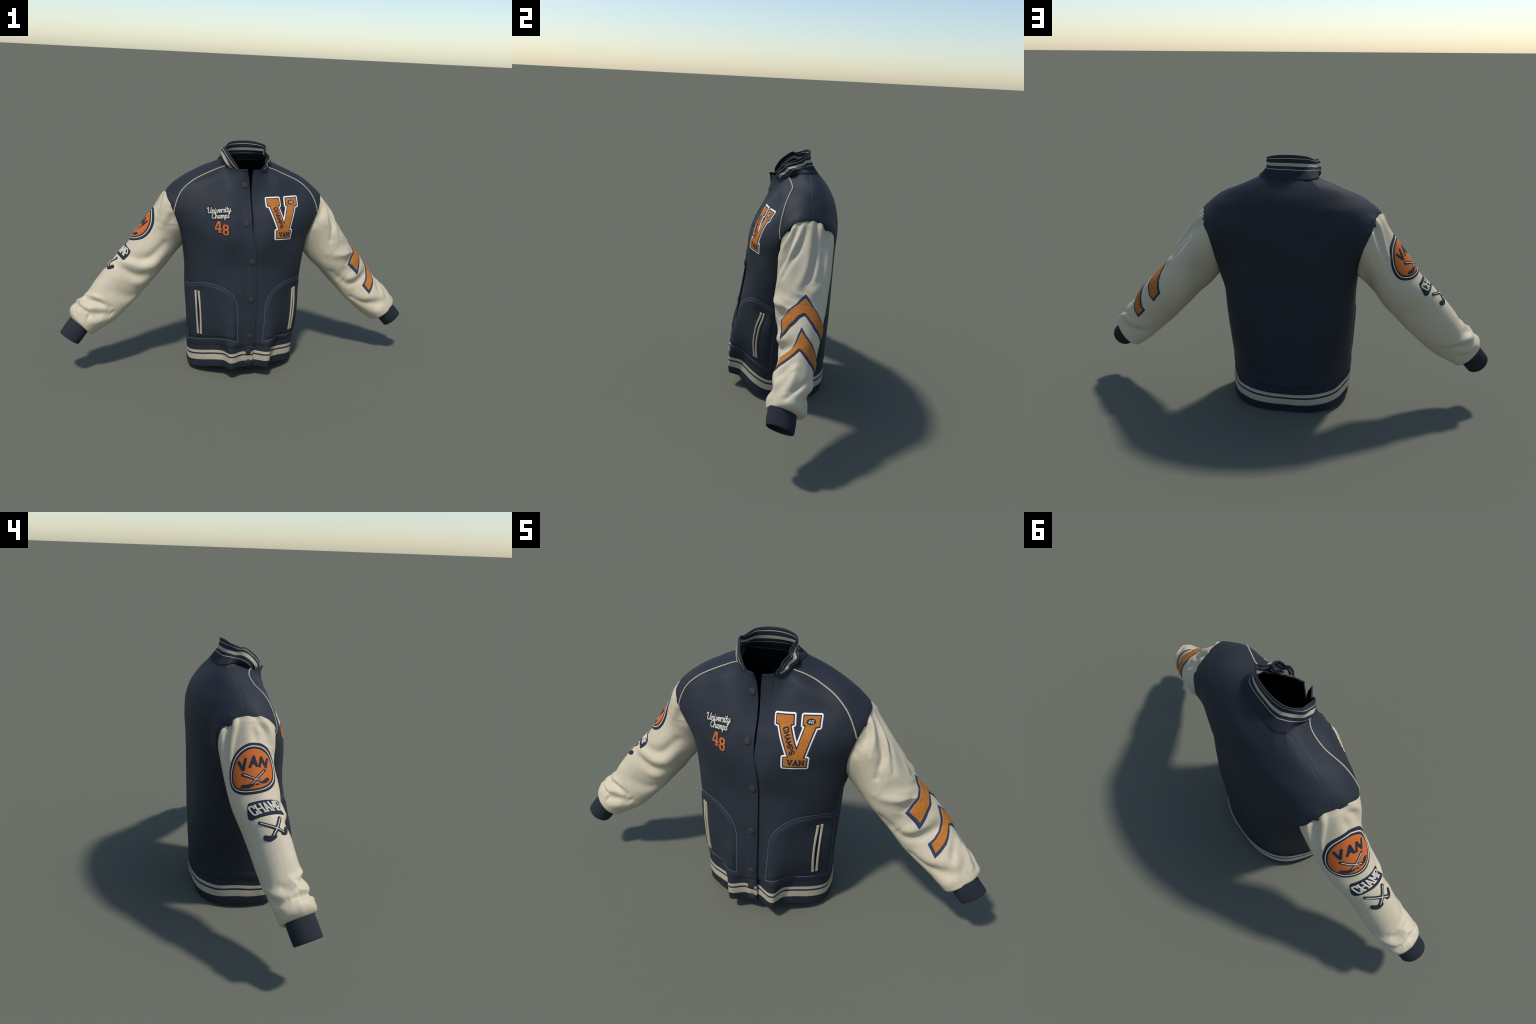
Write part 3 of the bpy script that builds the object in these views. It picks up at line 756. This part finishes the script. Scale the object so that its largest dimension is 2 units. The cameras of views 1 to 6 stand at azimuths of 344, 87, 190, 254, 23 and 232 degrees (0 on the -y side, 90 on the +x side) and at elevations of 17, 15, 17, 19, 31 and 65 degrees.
SLEEVES = {}
for key, Pm, arm, sgn, folds, je in (("L", SLEEVE_L, armL, -1, FOLDS_L, ((-.896, -.016, .291), (-.954, -.036, .217))),
                                     ("R", SLEEVE_R, armR, 1, FOLDS_R, ((.905, -.030, .272), (.955, -.041, .215)))):
    X, Tg, Th, tau = build_sleeve(Pm, arm, sgn, folds, je)
    Nx = grid_normals(X, True)
    cen = hermite(TK, Pm[:, :3], Tg)
    if ((Nx * (X - cen)).sum(-1)).mean() < 0: Nx = -Nx
    # the mouth: the leather turns under and disappears into the rib cuff
    j0, j1 = (np.array(p) for p in je); ax = (j1 - j0) / np.linalg.norm(j1 - j0)
    e = X[-1]; ctr = e.mean(0); th = np.linspace(0, 2 * np.pi, SC_, endpoint=False)
    Rh, Rd = .0580, .0620
    tilt = ax + np.array([0, -.20 if key == 'R' else 0., 0]); tilt /= np.linalg.norm(tilt)     # the rib is cut a little askew
    f = np.array([0, -1., 0]) - tilt * (tilt @ np.array([0, -1., 0])); f /= np.linalg.norm(f); u = np.cross(f, tilt); u *= np.sign(u[2])
    q1 = tube_frame(Pm, np.array(1.))[0]; ro = q1[5] * 10        # sleeve rows are rolled by this angle
    tha = th + ro
    rel = e - ctr; tha = np.arctan2(rel @ f, rel @ u)
    grip = j0 + ax * .004 + .93 * (Rh * np.cos(tha)[:, None] * u + Rd * np.sin(tha)[:, None] * f)
    rolls = []
    for a in np.linspace(0, 1, 11)[1:]:
        w = a ** 1.5
        rolls.append(e * (1 - w) + grip * w + ax * .011 * math.sin(math.pi * a ** .8))
    d0 = X[0] - X[4]; d0 /= np.linalg.norm(d0, axis=1)[:, None]
    flange = np.stack([X[0] + d0 * .009 - Nx[0] * .0090, X[0] + d0 * .004 - Nx[0] * .0045])
    Xall = np.concatenate([flange, X, np.array(rolls)])
    fl = (np.cross(X[100, 1] - X[100, 0], X[101, 0] - X[100, 0]) @ Nx[100, 0]) < 0
    sleeve = add("sleeve", Xall.reshape(-1, 3), quads(len(Xall), SC_, wrap=True, flip=bool(fl)), CREAM)
    SLEEVES[key] = dict(X=X, N=Nx, T=Tg, Th=Th, tau=tau, ob=sleeve, P=Pm)
    # rib cuff: oval band with fine ribs
    NCU = 720
    a = np.linspace(0, 2 * np.pi, NCU, endpoint=False)
    vs = np.linspace(0, 1, 22)
    c0 = j0 + ax * .001; Lc = np.linalg.norm(j1 - c0)
    Cg2 = []
    for v in vs:
        k = 1 + .05 * math.sin(v * math.pi * .5 + .6) - .03 * v
        Cg2.append(c0 + ax * Lc * v + k * (Rh * np.cos(a)[:, None] * u + Rd * np.sin(a)[:, None] * f))
    Cg2 = np.array(Cg2); rad = np.cos(a)[:, None] * u + np.sin(a)[:, None] * f
    rib = .0005 * np.sin(a * 88)
    O = Cg2 + (rib[:, None] * rad)[None] + (.0012 * vnoise(Cg2, .06, 41))[..., None] * rad[None]
    I = Cg2 - .006 * rad[None]
    fl = (np.cross(O[0, 1] - O[0, 0], O[1, 0] - O[0, 0]) @ rad[0]) < 0
    band_mesh("cuff", O, I, [0] * 21, [RIBNAVY], wrap=True, flip=bool(fl), parent=sleeve)

# ------------------------------------------------------------------ signed-distance shapes for patches
def sd_poly(poly):
    Pq = np.asarray(poly, float)
    def f(x, y):
        d = np.full(x.shape, 9.)
        for i in range(len(Pq)):
            a, b = Pq[i], Pq[(i + 1) % len(Pq)]; e = b - a
            t = np.clip(((x - a[0]) * e[0] + (y - a[1]) * e[1]) / (e @ e + 1e-15), 0, 1)
            d = np.minimum(d, np.hypot(x - a[0] - e[0] * t, y - a[1] - e[1] * t))
        return np.where(in_poly(x, y, Pq), -d, d)
    return f

def sd_strokes(lines, r, square=False):
    def f(x, y):
        d = np.full(x.shape, 9.)
        for L in lines:
            L = np.asarray(L, float)
            if len(L) == 1: d = np.minimum(d, np.hypot(x - L[0, 0], y - L[0, 1]) - r * 1.15)
            for a, b in zip(L[:-1], L[1:]):
                e = b - a; l = np.hypot(*e) + 1e-12; e = e / l
                px, py = x - a[0], y - a[1]; t = px * e[0] + py * e[1]; s = np.abs(-px * e[1] + py * e[0])
                if square:
                    dx = np.maximum(-t, t - l) ; dd = np.maximum(dx - 0 * r, s - r)
                    d = np.minimum(d, np.where((dx > 0) & (s > r), np.hypot(dx, s - r), dd))
                else:
                    tc = np.clip(t, 0, l); d = np.minimum(d, np.hypot(t - tc, s) - r)
            if square:      # mitre-ish joints inside a stroke
                for p in L[1:-1]: d = np.minimum(d, np.hypot(x - p[0], y - p[1]) - r)
        return d
    return f
def sd_circle(cx, cy, rx, ry): return lambda x, y: (np.hypot((x - cx) / rx, (y - cy) / ry) - 1) * min(rx, ry)
def union(*fs): return lambda x, y: np.minimum.reduce([f(x, y) for f in fs])
def inter(*fs): return lambda x, y: np.maximum.reduce([f(x, y) for f in fs])
def grow(f, r): return lambda x, y: f(x, y) - r

BLOCK = {
    "V": [[(0, 1), (.5, 0), (1, 1)]], "A": [[(0, 0), (.5, 1), (1, 0)], [(.2, .34), (.8, .34)]],
    "N": [[(0, 0), (0, 1)], [(0, 1), (1, 0)], [(1, 0), (1, 1)]],
    "C": [[(1, .70), (1, .86), (.78, 1), (.22, 1), (0, .86), (0, .14), (.22, 0), (.78, 0), (1, .14), (1, .30)]],
    "H": [[(0, 0), (0, 1)], [(1, 0), (1, 1)], [(0, .5), (1, .5)]],
    "M": [[(0, 0), (0, 1), (.5, .30), (1, 1), (1, 0)]],
    "P": [[(0, 0), (0, 1), (.76, 1), (1, .87), (1, .58), (.76, .44), (0, .44)]],
    "S": [[(1, .74), (1, .87), (.78, 1), (.22, 1), (0, .87), (0, .65), (.22, .54), (.78, .46), (1, .35), (1, .13), (.78, 0), (.22, 0), (0, .13), (0, .26)]],
    "4": [[(.72, 0), (.72, 1), (0, .30), (1.05, .30)]],
    "8": [[(.22, .53), (.02, .65), (.02, .87), (.24, 1), (.76, 1), (.98, .87), (.98, .65), (.78, .53), (.22, .53), (0, .40), (0, .13), (.22, 0), (.78, 0), (1, .13), (1, .40), (.78, .53)]]}
SERIF = {"V": [(0, 1), (1, 1)], "A": [(0, 0), (1, 0)], "N": [(0, 0), (0, 1), (1, 1)], "H": [(0, 0), (0, 1), (1, 0), (1, 1)],
         "M": [(0, 0), (0, 1), (1, 1), (1, 0)], "P": [(0, 0)], "C": [], "S": [], "4": [(.72, 0)], "8": []}

def block_text(word, x0, y0, w, hgt, gap, r, serif=0., frame=None):
    """Letters drawn with straight strokes; frame maps local (x, y) to patch (p, q)."""
    lines, bars = [], []
    for i, ch in enumerate(word):
        ww = w * (1.22 if ch == "M" else 1)
        for L in BLOCK[ch]: lines.append([(x0 + p[0] * ww, y0 + p[1] * hgt) for p in L])
        if serif:
            for p in SERIF[ch]:
                cx, cy = x0 + p[0] * ww, y0 + p[1] * hgt
                bars.append([(cx - serif, cy), (cx + serif, cy)])
        x0 += ww + gap
    fr = frame or (lambda p: p)
    lines = [[fr(p) for p in L] for L in lines]; bars = [[fr(p) for p in L] for L in bars]
    f = sd_strokes(lines, r)
    return union(f, sd_strokes(bars, r * .8, square=True)) if bars else f

def decal(name, f, lo, hi, step, place, height, mat, edge=.0022, parent=None, base=.0006):
    """Mesh the region f < 0 on a fine grid and lay it on a surface as a padded patch."""
    nx = int((hi[0] - lo[0]) / step) + 2; ny = int((hi[1] - lo[1]) / step) + 2
    gx = lo[0] + np.arange(nx) * step; gy = lo[1] + np.arange(ny) * step
    Xg, Yg = np.meshgrid(gx, gy)
    D = f(Xg, Yg)
    D = np.where(np.abs(D) < step * .03, -step * .03, D)
    ins = D < 0
    vid = {}; verts = []
    def vert(key, x, y, d):
        if key not in vid:
            vid[key] = len(verts); verts.append((x, y, d))
        return vid[key]
    faces = []
    cnt = ins[:-1, :-1].astype(int) + ins[1:, :-1] + ins[:-1, 1:] + ins[1:, 1:]
    for j, i in zip(*np.nonzero(cnt)):
        ring4 = ((j, i), (j, i + 1), (j + 1, i + 1), (j + 1, i)); poly = []
        for a in range(4):
            (ja, ia), (jb, ib) = ring4[a], ring4[(a + 1) % 4]
            if ins[ja, ia]: poly.append(vert((ja, ia), gx[ia], gy[ja], D[ja, ia]))
            if ins[ja, ia] != ins[jb, ib]:
                t = D[ja, ia] / (D[ja, ia] - D[jb, ib])
                key = ((ja, ia), (jb, ib)) if (ja, ia) < (jb, ib) else ((jb, ib), (ja, ia))
                poly.append(vert(("e",) + key, gx[ia] + (gx[ib] - gx[ia]) * t, gy[ja] + (gy[jb] - gy[ja]) * t, 0.))
        if len(poly) >= 3: faces.append(poly)
    V = np.array(verts)
    t = np.clip(-V[:, 2] / edge, 0, 1)
    hh = -.0012 + (base + height + .0012) * np.sqrt(1 - (1 - t) ** 2)
    Pp, Nn_ = place(V[:, 0], V[:, 1])
    out = Pp + Nn_ * hh[:, None]
    # keep faces turned outward
    p = [out[i] for i in faces[len(faces) // 2]]
    if np.cross(p[1] - p[0], p[2] - p[0]) @ Nn_[faces[len(faces) // 2][0]] < 0: faces = [q[::-1] for q in faces]
    return add(name, out, faces, mat, parent=parent)

def place_front(x, z):
    r = [on_front(float(a), float(b)) for a, b in zip(x, z)]
    return np.array([p for p, n in r]), np.array([n for p, n in r])

# ---- large letter on the chest
V_OUT = [(.0930, .987), (.1630, .987), (.1665, .951), (.1545, .949), (.1885, .856), (.2135, .948), (.2035, .950), (.2020, .987),
         (.2690, .987), (.2700, .946), (.2560, .944), (.2170, .8195), (.2310, .8170), (.2260, .776), (.1385, .784), (.1380, .825),
         (.1570, .825), (.1085, .950), (.0955, .952)]
vpoly = sd_poly(V_OUT)
lo, hi = (.075, .755), (.29, 1.005)
letter = decal("letter_patch", grow(vpoly, .0098), lo, hi, .0016, place_front, .0016, WHITE, edge=.003)
decal("patch_outline", grow(vpoly, .0042), lo, hi, .0016, place_front, .0024, INK, parent=letter)
decal("chenille_letter", vpoly, lo, hi, .0014, place_front, .0042, ORANGE, edge=.004, parent=letter)
def rot(ang, ox, oy):
    c, s = math.cos(ang), math.sin(ang)
    return lambda p: (ox + p[0] * c - p[1] * s, oy + p[0] * s + p[1] * c)
decal("patch_word", block_text("CHAMPS", 0, 0, .0120, .0182, .0066, .0032, frame=rot(math.radians(-71), .1285, .9375)),
      (.10, .82), (.20, .96), .0008, place_front, .0050, INK, edge=.0012, parent=letter)
decal("patch_word", block_text("VAN", 0, 0, .0142, .0215, .0083, .0036, serif=.0058, frame=rot(math.radians(-4), .1560, .7925)),
      (.13, .77), (.24, .84), .0008, place_front, .0050, INK, edge=.0012, parent=letter)
decal("patch_oval", sd_circle(.2340, .9640, .0205, .0135), (.21, .945), (.26, .985), .0009, place_front, .0048, INK, edge=.002, parent=letter)
decal("patch_number", block_text("48", .2235, .9575, .0082, .0130, .0040, .0013), (.21, .945), (.26, .985), .0006, place_front, .0058, WHITE, edge=.0008, parent=letter)

# ---- script words and number on the other side
SCRIPT = {
    "U": ([[(-.15, 1.45), (.0, 1.8), (.25, 1.85), (.33, 1.5), (.22, .7), (.35, .12), (.70, .05), (1.0, .5), (1.22, 1.8)], [(1.22, 1.8), (1.08, .6), (1.15, .1), (1.4, .05)]], 1.55),
    "n": ([[(0, 1), (.02, 0)], [(.02, .45), (.25, .95), (.52, .95), (.52, .3), (.65, .02), (.85, .15)]], .92),
    "i": ([[(.0, 1), (-.02, .25), (.15, 0), (.35, .15)], [(.05, 1.42)]], .48),
    "v": ([[(-.05, .95), (.12, .85), (.12, .3), (.3, .02), (.55, .4), (.58, 1.0)], [(.58, .95), (.8, .9)]], .86),
    "e": ([[(.02, .42), (.35, .5), (.5, .78), (.3, 1.0), (.05, .75), (.0, .3), (.25, 0), (.65, .22)]], .74),
    "r": ([[(.0, .95), (.04, 0)], [(.04, .45), (.2, .9), (.42, 1.02), (.55, .85)]], .62),
    "s": ([[(-.02, .15), (.2, 0), (.48, .2), (.4, .5), (.12, .7), (.22, .98), (.5, .92)]], .64),
    "t": ([[(.1, 1.6), (.02, .3), (.18, 0), (.42, .15)], [(-.15, 1.02), (.38, 1.06)]], .56),
    "y": ([[(.0, 1), (.02, .35), (.2, .05), (.5, .4), (.55, 1)], [(.55, 1), (.5, .1), (.32, -.6), (.05, -.62), (.1, -.3), (.8, .3)]], .9),
    "C": ([[(1.0, 1.35), (1.0, 1.75), (.62, 1.85), (.2, 1.35), (.12, .55), (.45, .03), (.85, .15), (1.05, .4)]], 1.18),
    "h": ([[(.05, 1.8), (.02, 0)], [(.02, .45), (.25, .95), (.5, .95), (.5, .3), (.62, .02), (.82, .15)]], .9),
    "a": ([[(.52, .85), (.25, 1.0), (.0, .55), (.08, .08), (.32, .08), (.52, .6)], [(.54, 1), (.52, .25), (.65, .02), (.85, .15)]], .92),
    "m": ([[(0, 1), (.02, 0)], [(.02, .45), (.2, .95), (.42, .92), (.42, 0)], [(.42, .45), (.62, .95), (.84, .92), (.84, .3), (.95, .02), (1.15, .15)]], 1.22),
    "p": ([[(.0, 1), (.0, -.65)], [(.0, .55), (.25, 1.0), (.52, .75), (.45, .15), (.15, .05)], [(.15, .05), (.7, .2)]], .76)}
def script_text(word, size, width, frame):
    total = sum(SCRIPT[c][1] for c in word); k = width / total; x = 0; out = []
    for c in word:
        for L in SCRIPT[c][0]:
            L = [(x + p[0] * k + p[1] * size * .22, p[1] * size) for p in L]
            if len(L) > 2: L = spline(L, 22).tolist()
            out.append([frame(p) for p in L])
        x += SCRIPT[c][1] * k
    return out
lines = (script_text("University", .0150, .124, rot(math.radians(6), -.2290, .9135))
         + script_text("Champs", .0150, .092, rot(math.radians(5), -.2085, .8875)))
words = sd_strokes(lines, .0024)
lo, hi = (-.25, .868), (-.08, .965)
script_patch = decal("script_patch", grow(words, .0062), lo, hi, .0014, place_front, .0010, INK, edge=.0025)
decal("script_word", words, lo, hi, .0008, place_front, .0022, IVORY, edge=.0015, parent=script_patch)

def numeral(kind, x0, y0, w, hh):
    if kind == "4":
        o = [(.40, 1), (.84, 1), (.84, .40), (1.0, .40), (1.0, .24), (.84, .24), (.84, .12), (.98, .12), (.98, 0), (.42, 0), (.42, .12), (.56, .12),
             (.56, .24), (0, .24), (0, .42)]
        hole = [(.56, .76), (.56, .40), (.26, .40)]
    else:
        o = [(.20, 1), (.80, 1), (1, .86), (1, .62), (.88, .52), (1, .42), (1, .14), (.80, 0), (.20, 0), (0, .14), (0, .42), (.12, .52), (0, .62), (0, .86)]
        hole = None
    m = lambda P: [(x0 + a * w, y0 + b * hh) for a, b in P]
    f = sd_poly(m(o)); hs = []
    if hole: hs.append(sd_poly(m(hole)))
    else:
        hs += [sd_poly(m([(.36, .84), (.64, .84), (.66, .80), (.66, .66), (.60, .60), (.40, .60), (.34, .66), (.34, .80)])),
               sd_poly(m([(.38, .42), (.62, .42), (.68, .37), (.68, .19), (.62, .14), (.38, .14), (.32, .19), (.32, .37)]))]
    body = f
    for hf in hs: body = inter(body, (lambda q: (lambda x, y: -q(x, y)))(hf))
    return f, body
o4, b4 = numeral("4", -.1935, .8170, .0365, .0600)
o8, b8 = numeral("8", -.1535, .8060, .0315, .0560)
lo, hi = (-.215, .785), (-.105, .89)
number_patch = decal("number_patch", grow(union(o4, o8), .0042), lo, hi, .0012, place_front, .0010, INK, edge=.0025)
decal("number", b4, lo, hi, .0010, place_front, .0022, REDORANGE, edge=.002, parent=number_patch)
decal("number", b8, lo, hi, .0010, place_front, .0024, REDORANGE, edge=.002, parent=number_patch)

# ------------------------------------------------------------------ sleeve patches
def sleeve_place(key, t0, th0, M):
    """Patch coordinates (p, q) in metres -> sleeve (t, angle) through the 2x2 matrix M."""
    S_ = SLEEVES[key]; X, Nx, tau = S_["X"], S_["N"], S_["tau"]
    def f(p, q):
        t = t0 + M[0][0] * p + M[0][1] * q; th = th0 + M[1][0] * p + M[1][1] * q
        c = np.mod(th / (2 * np.pi) * SC_, SC_); i = c.astype(int) % SC_; fc_ = (c - np.floor(c))[:, None]; i1 = (i + 1) % SC_
        tl_ = tau[i] * (1 - fc_[:, 0]) + tau[i1] * fc_[:, 0]
        r = np.clip((t - tl_) / (1 - tl_), 0, 1) * (SR - 1.001); j = r.astype(int); fr_ = (r - j)[:, None]
        def bil(A): return (A[j, i] * (1 - fc_) + A[j, i1] * fc_) * (1 - fr_) + (A[j + 1, i] * (1 - fc_) + A[j + 1, i1] * fc_) * fr_
        n = bil(Nx); return bil(X), n / np.linalg.norm(n, axis=1)[:, None]
    return f
RU, LU = .105, .80          # metres per radian and per unit of t in patch coordinates
def simple_place(key, t0, deg0):
    return sleeve_place(key, t0, math.radians(deg0), ((0., -1 / LU), (1 / RU, 0.)))
def pq(t0, deg0, pts): return [(math.radians(d - deg0) * RU, -(t - t0) * LU) for t, d in pts]
def bounds(P, m=.014):
    P = np.asarray(P); return tuple(P.min(0) - m), tuple(P.max(0) + m)

# two chevrons on the wearer's left sleeve
for shape in ([(.326, -9), (.353, 1), (.410, 22), (.445, 42), (.465, 60), (.482, 80), (.488, 90), (.620, 91), (.598, 76), (.572, 60),
               (.553, 43), (.527, 28), (.511, 15), (.546, 6), (.581, -6), (.612, -36), (.622, -60), (.535, -60), (.520, -47), (.484, -27), (.432, -15), (.369, -12)],
              [(.576, 29), (.618, 42), (.670, 53), (.722, 66), (.747, 80), (.755, 94), (.838, 97), (.828, 78), (.814, 60), (.795, 49),
               (.765, 38), (.735, 32), (.763, 10), (.788, -13), (.802, -41), (.808, -66), (.727, -60), (.722, -40), (.696, -19), (.658, 1), (.620, 18)]):
    P2 = pq(.55, 20, shape); lo, hi = bounds(P2); pf = sd_poly(P2)
    pl = simple_place("R", .55, 20)
    chev = decal("chevron_patch", pf, lo, hi, .0022, pl, .0022, BLUE, edge=.003, parent=SLEEVES["R"]["ob"])
    decal("chenille_chevron", grow(pf, -.0100), lo, hi, .0018, pl, .0048, ORANGE, edge=.004, parent=chev)

# round club badge on the other sleeve
pl = simple_place("L", .220, 20); ob = SLEEVES["L"]["ob"]
R0 = .106
lo, hi = (-.12, -.12), (.12, .12)
badge = decal("round_badge", sd_circle(0, 0, R0, R0), lo, hi, .0020, pl, .0020, BADGE, edge=.003, parent=ob)
ringf = inter(sd_circle(0, 0, R0 * .895, R0 * .895), lambda x, y: -sd_circle(0, 0, R0 * .840, R0 * .840)(x, y))
decal("badge_ring", ringf, lo, hi, .0012, pl, .0032, IVORY, edge=.0015, parent=badge)
decal("badge_disc", sd_circle(0, 0, R0 * .785, R0 * .785), lo, hi, .0020, pl, .0034, REDORANGE, edge=.003, parent=badge)
lets = []
for ch, cx, cy, ang in (("V", -.037, .034, 9), ("A", .001, .039, 0), ("N", .038, .034, -8)):
    fr = rot(math.radians(ang), cx, cy)
    lets.append(block_text(ch, -.0122, -.0155, .0245, .0310, 0, .0060, frame=fr))
decal("badge_letters", union(*lets), (-.07, .0), (.07, .075), .0010, pl, .0046, BADGE, edge=.0016, parent=badge)
def hockey(scale, ox, oy):
    m = lambda *P: [(ox + a * scale, oy + b * scale) for a, b in P]
    shafts = [m((-.052, .036), (.030, -.028)), m((.046, .038), (-.024, -.034))]
    blades = [m((.026, -.030), (.042, -.030), (.058, -.014)), m((-.020, -.036), (-.040, -.040), (-.062, -.030))]
    dark = union(sd_strokes(shafts, .0090 * scale), sd_strokes([spline(b, 12) for b in blades], .0122 * scale))
    inner = sd_strokes([m((-.049, .0335), (.029, -.0272)), m((.0435, .0352), (-.0215, -.0318))], .0026 * scale)
    return dark, inner
dk, iv = hockey(.80, .005, -.028)
decal("crossed_sticks", dk, (-.07, -.085), (.075, .02), .0011, pl, .0046, BADGE, edge=.0018, parent=badge)
decal("stick_stripe", iv, (-.07, -.085), (.075, .02), .0007, pl, .0056, IVORY, edge=.0008, parent=badge)
decal("puck", sd_circle(.007, -.0610, .0085, .0052), (-.01, -.075), (.025, -.05), .0010, pl, .0046, BADGE, edge=.0018, parent=badge)

# word badge and a second pair of sticks below it
P2 = pq(.445, 14, [(.407, -10), (.418, 54), (.484, 50), (.480, -32)])
pl = simple_place("L", .445, 14); lo, hi = bounds(P2, .02)
word = decal("word_badge", grow(sd_poly(P2), .0115), lo, hi, .0018, pl, .0022, BADGE, edge=.003, parent=ob)
fr = rot(math.radians(2), -.0590, -.0235)
decal("badge_word", block_text("CHAMP", 0, 0, .0185, .0450, .0085, .0040, serif=.0066, frame=lambda p: fr((p[0] - .10 * (.5 - p[1] / .045) * (.05 - p[0]) , p[1]))),
      lo, hi, .0009, pl, .0042, IVORY, edge=.0014, parent=word)
pl = simple_place("L", .568, -1)
dk, iv = hockey(.95, .010, .001)
sticks = decal("crossed_sticks", dk, (-.085, -.06), (.085, .06), .0011, pl, .0026, BADGE, edge=.002, parent=ob)
decal("stick_stripe", iv, (-.085, -.06), (.085, .06), .0007, pl, .0036, IVORY, edge=.0008, parent=sticks)

# ------------------------------------------------------------------ snaps
def snap(z, x, r=.0163):
    p, n = on_front(x, z)
    prof = [(.0, .0038), (.35, .0037), (.72, .0034), (.90, .0028), (1.0, .0012), (1.0, -.002)]
    t1 = np.cross(n, [0, 0, 1.]); t1 /= np.linalg.norm(t1); t2 = np.cross(t1, n)
    seg = 32; a = np.linspace(0, 2 * np.pi, seg, endpoint=False)
    V = [p + n * (hh + .0008) + r * max(k, .001) * (np.cos(b) * t1 + np.sin(b) * t2) for k, hh in prof for b in a]
    F_ = quads(len(prof), seg, wrap=True).tolist() + [list(range(seg))]
    add("snap_button", np.array(V), [list(map(int, q)) for q in F_], BUTTON)
for z, x in ((1.057, -.025), (.865, -.023), (.661, .007), (.455, .003), (.246, .000)):
    snap(z, x)
wtree = BVHTree.FromPolygons([tuple(p) for p in Wo[:, ::3].reshape(-1, 3)], [tuple(map(int, q)) for q in quads(*Wo[:, ::3].shape[:2])])
_front_shell = on_front
def on_front(x, z):
    hit = wtree.ray_cast(Vector((x, -1.0, z)), Vector((0, 1, 0)))
    n = np.array(hit[1]); n = -n if n[1] > 0 else n
    return np.array(hit[0]), n
for z, x in ((.157, -.004), (.093, -.003)):
    snap(z, x)
on_front = _front_shell

# ------------------------------------------------------------------ pocket welts and stitching
def welt(x_top, z_top, x_bot, z_bot, sgn, bow):
    """Two cream lips beside a dark opening, following the cloth."""
    n = 60; u = np.linspace(0, 1, n)
    ob = empty("pocket_welt")
    def path(off):
        xs = x_top + (x_bot - x_top) * u + off; zs = z_top + (z_bot - z_top) * u
        r = [on_front(float(a), float(b)) for a, b in zip(xs, zs)]
        return np.array([p for p, q in r]), np.array([q for p, q in r])
    open_ = .0006 + bow * np.sin(np.pi * np.clip(u * .96 + .04, 0, 1)) ** 1.1
    outer = .0134
    for s_ in (-1, 1):
        pth, nn = path(s_ * (outer + open_) / 2)
        t = np.gradient(pth, axis=0); t /= np.linalg.norm(t, axis=1)[:, None]; b = np.cross(t, nn)
        seg = 20; a = np.linspace(0, 2 * np.pi, seg, endpoint=False)
        wide = ((outer - open_) / 2)[:, None]
        sx = np.sign(np.cos(a)) * np.abs(np.cos(a)) ** .6 * wide; sy = np.sign(np.sin(a)) * np.abs(np.sin(a)) ** .6 * .0042
        V = pth[:, None] + (nn * .0022)[:, None] + sx[:, :, None] * b[:, None] + sy[None, :, None] * nn[:, None]
        V = np.concatenate([V[:1].mean(1, keepdims=True) + (V[:1] - V[:1].mean(1, keepdims=True)) * .02, V, V[-1:].mean(1, keepdims=True) + (V[-1:] - V[-1:].mean(1, keepdims=True)) * .02])
        add("welt_lip", V.reshape(-1, 3), quads(len(V), seg, wrap=True), PIPING, parent=ob)
    wL, nL = path(-(.0030 + open_)); wR, nR = path(.0030 + open_)
    m = (wL + wR) / 2
    add("pocket_opening", np.stack([wL + nL * .0012, m + nL * .0014, wR + nR * .0012]).reshape(-1, 3), quads(3, n), SLIT, parent=ob)
welt(-.2735, .482, -.2585, .236, 1, .0040)
welt(.2785, .473, .2625, .229, -1, .0038)

dv, df = [], []
def dash(a, b, n, w=.0009):
    t = b - a; l = np.linalg.norm(t)
    if l < 1e-6: return
    t = t / l; s_ = np.cross(t, n); k = len(dv)
    for e in (a, b):
        for (i, j) in ((-1, -.3), (1, -.3), (.7, .9), (-.7, .9)):
            dv.append(e + s_ * i * w + n * (j * w + .0006))
    df.extend([[k, k+1, k+5, k+4], [k+1, k+2, k+6, k+5], [k+2, k+3, k+7, k+6], [k+3, k, k+4, k+7], [k+3, k+2, k+1, k], [k+4, k+5, k+6, k+7]])
for ia, ib, isd in pocket_lines:
    for idx in (ia, ib, isd):
        C = Gf[idx]; Nq = Nf[idx]
        s_ = np.r_[0, np.cumsum(np.linalg.norm(np.diff(C, axis=0), axis=1))]
        L = s_[-1]; m = int(L / .0042)
        for e in range(m):
            q = np.interp([e * .0042, e * .0042 + .0027], s_, np.arange(len(s_)))
            i0 = int(q[0]); nn = Nq[i0]
            a, b = (np.array([np.interp(x, np.arange(len(s_)), C[:, k]) for k in range(3)]) for x in q)
            dash(a, b, nn)
add("pocket_stitching", np.array(dv), df, THREAD, kind="stuff")
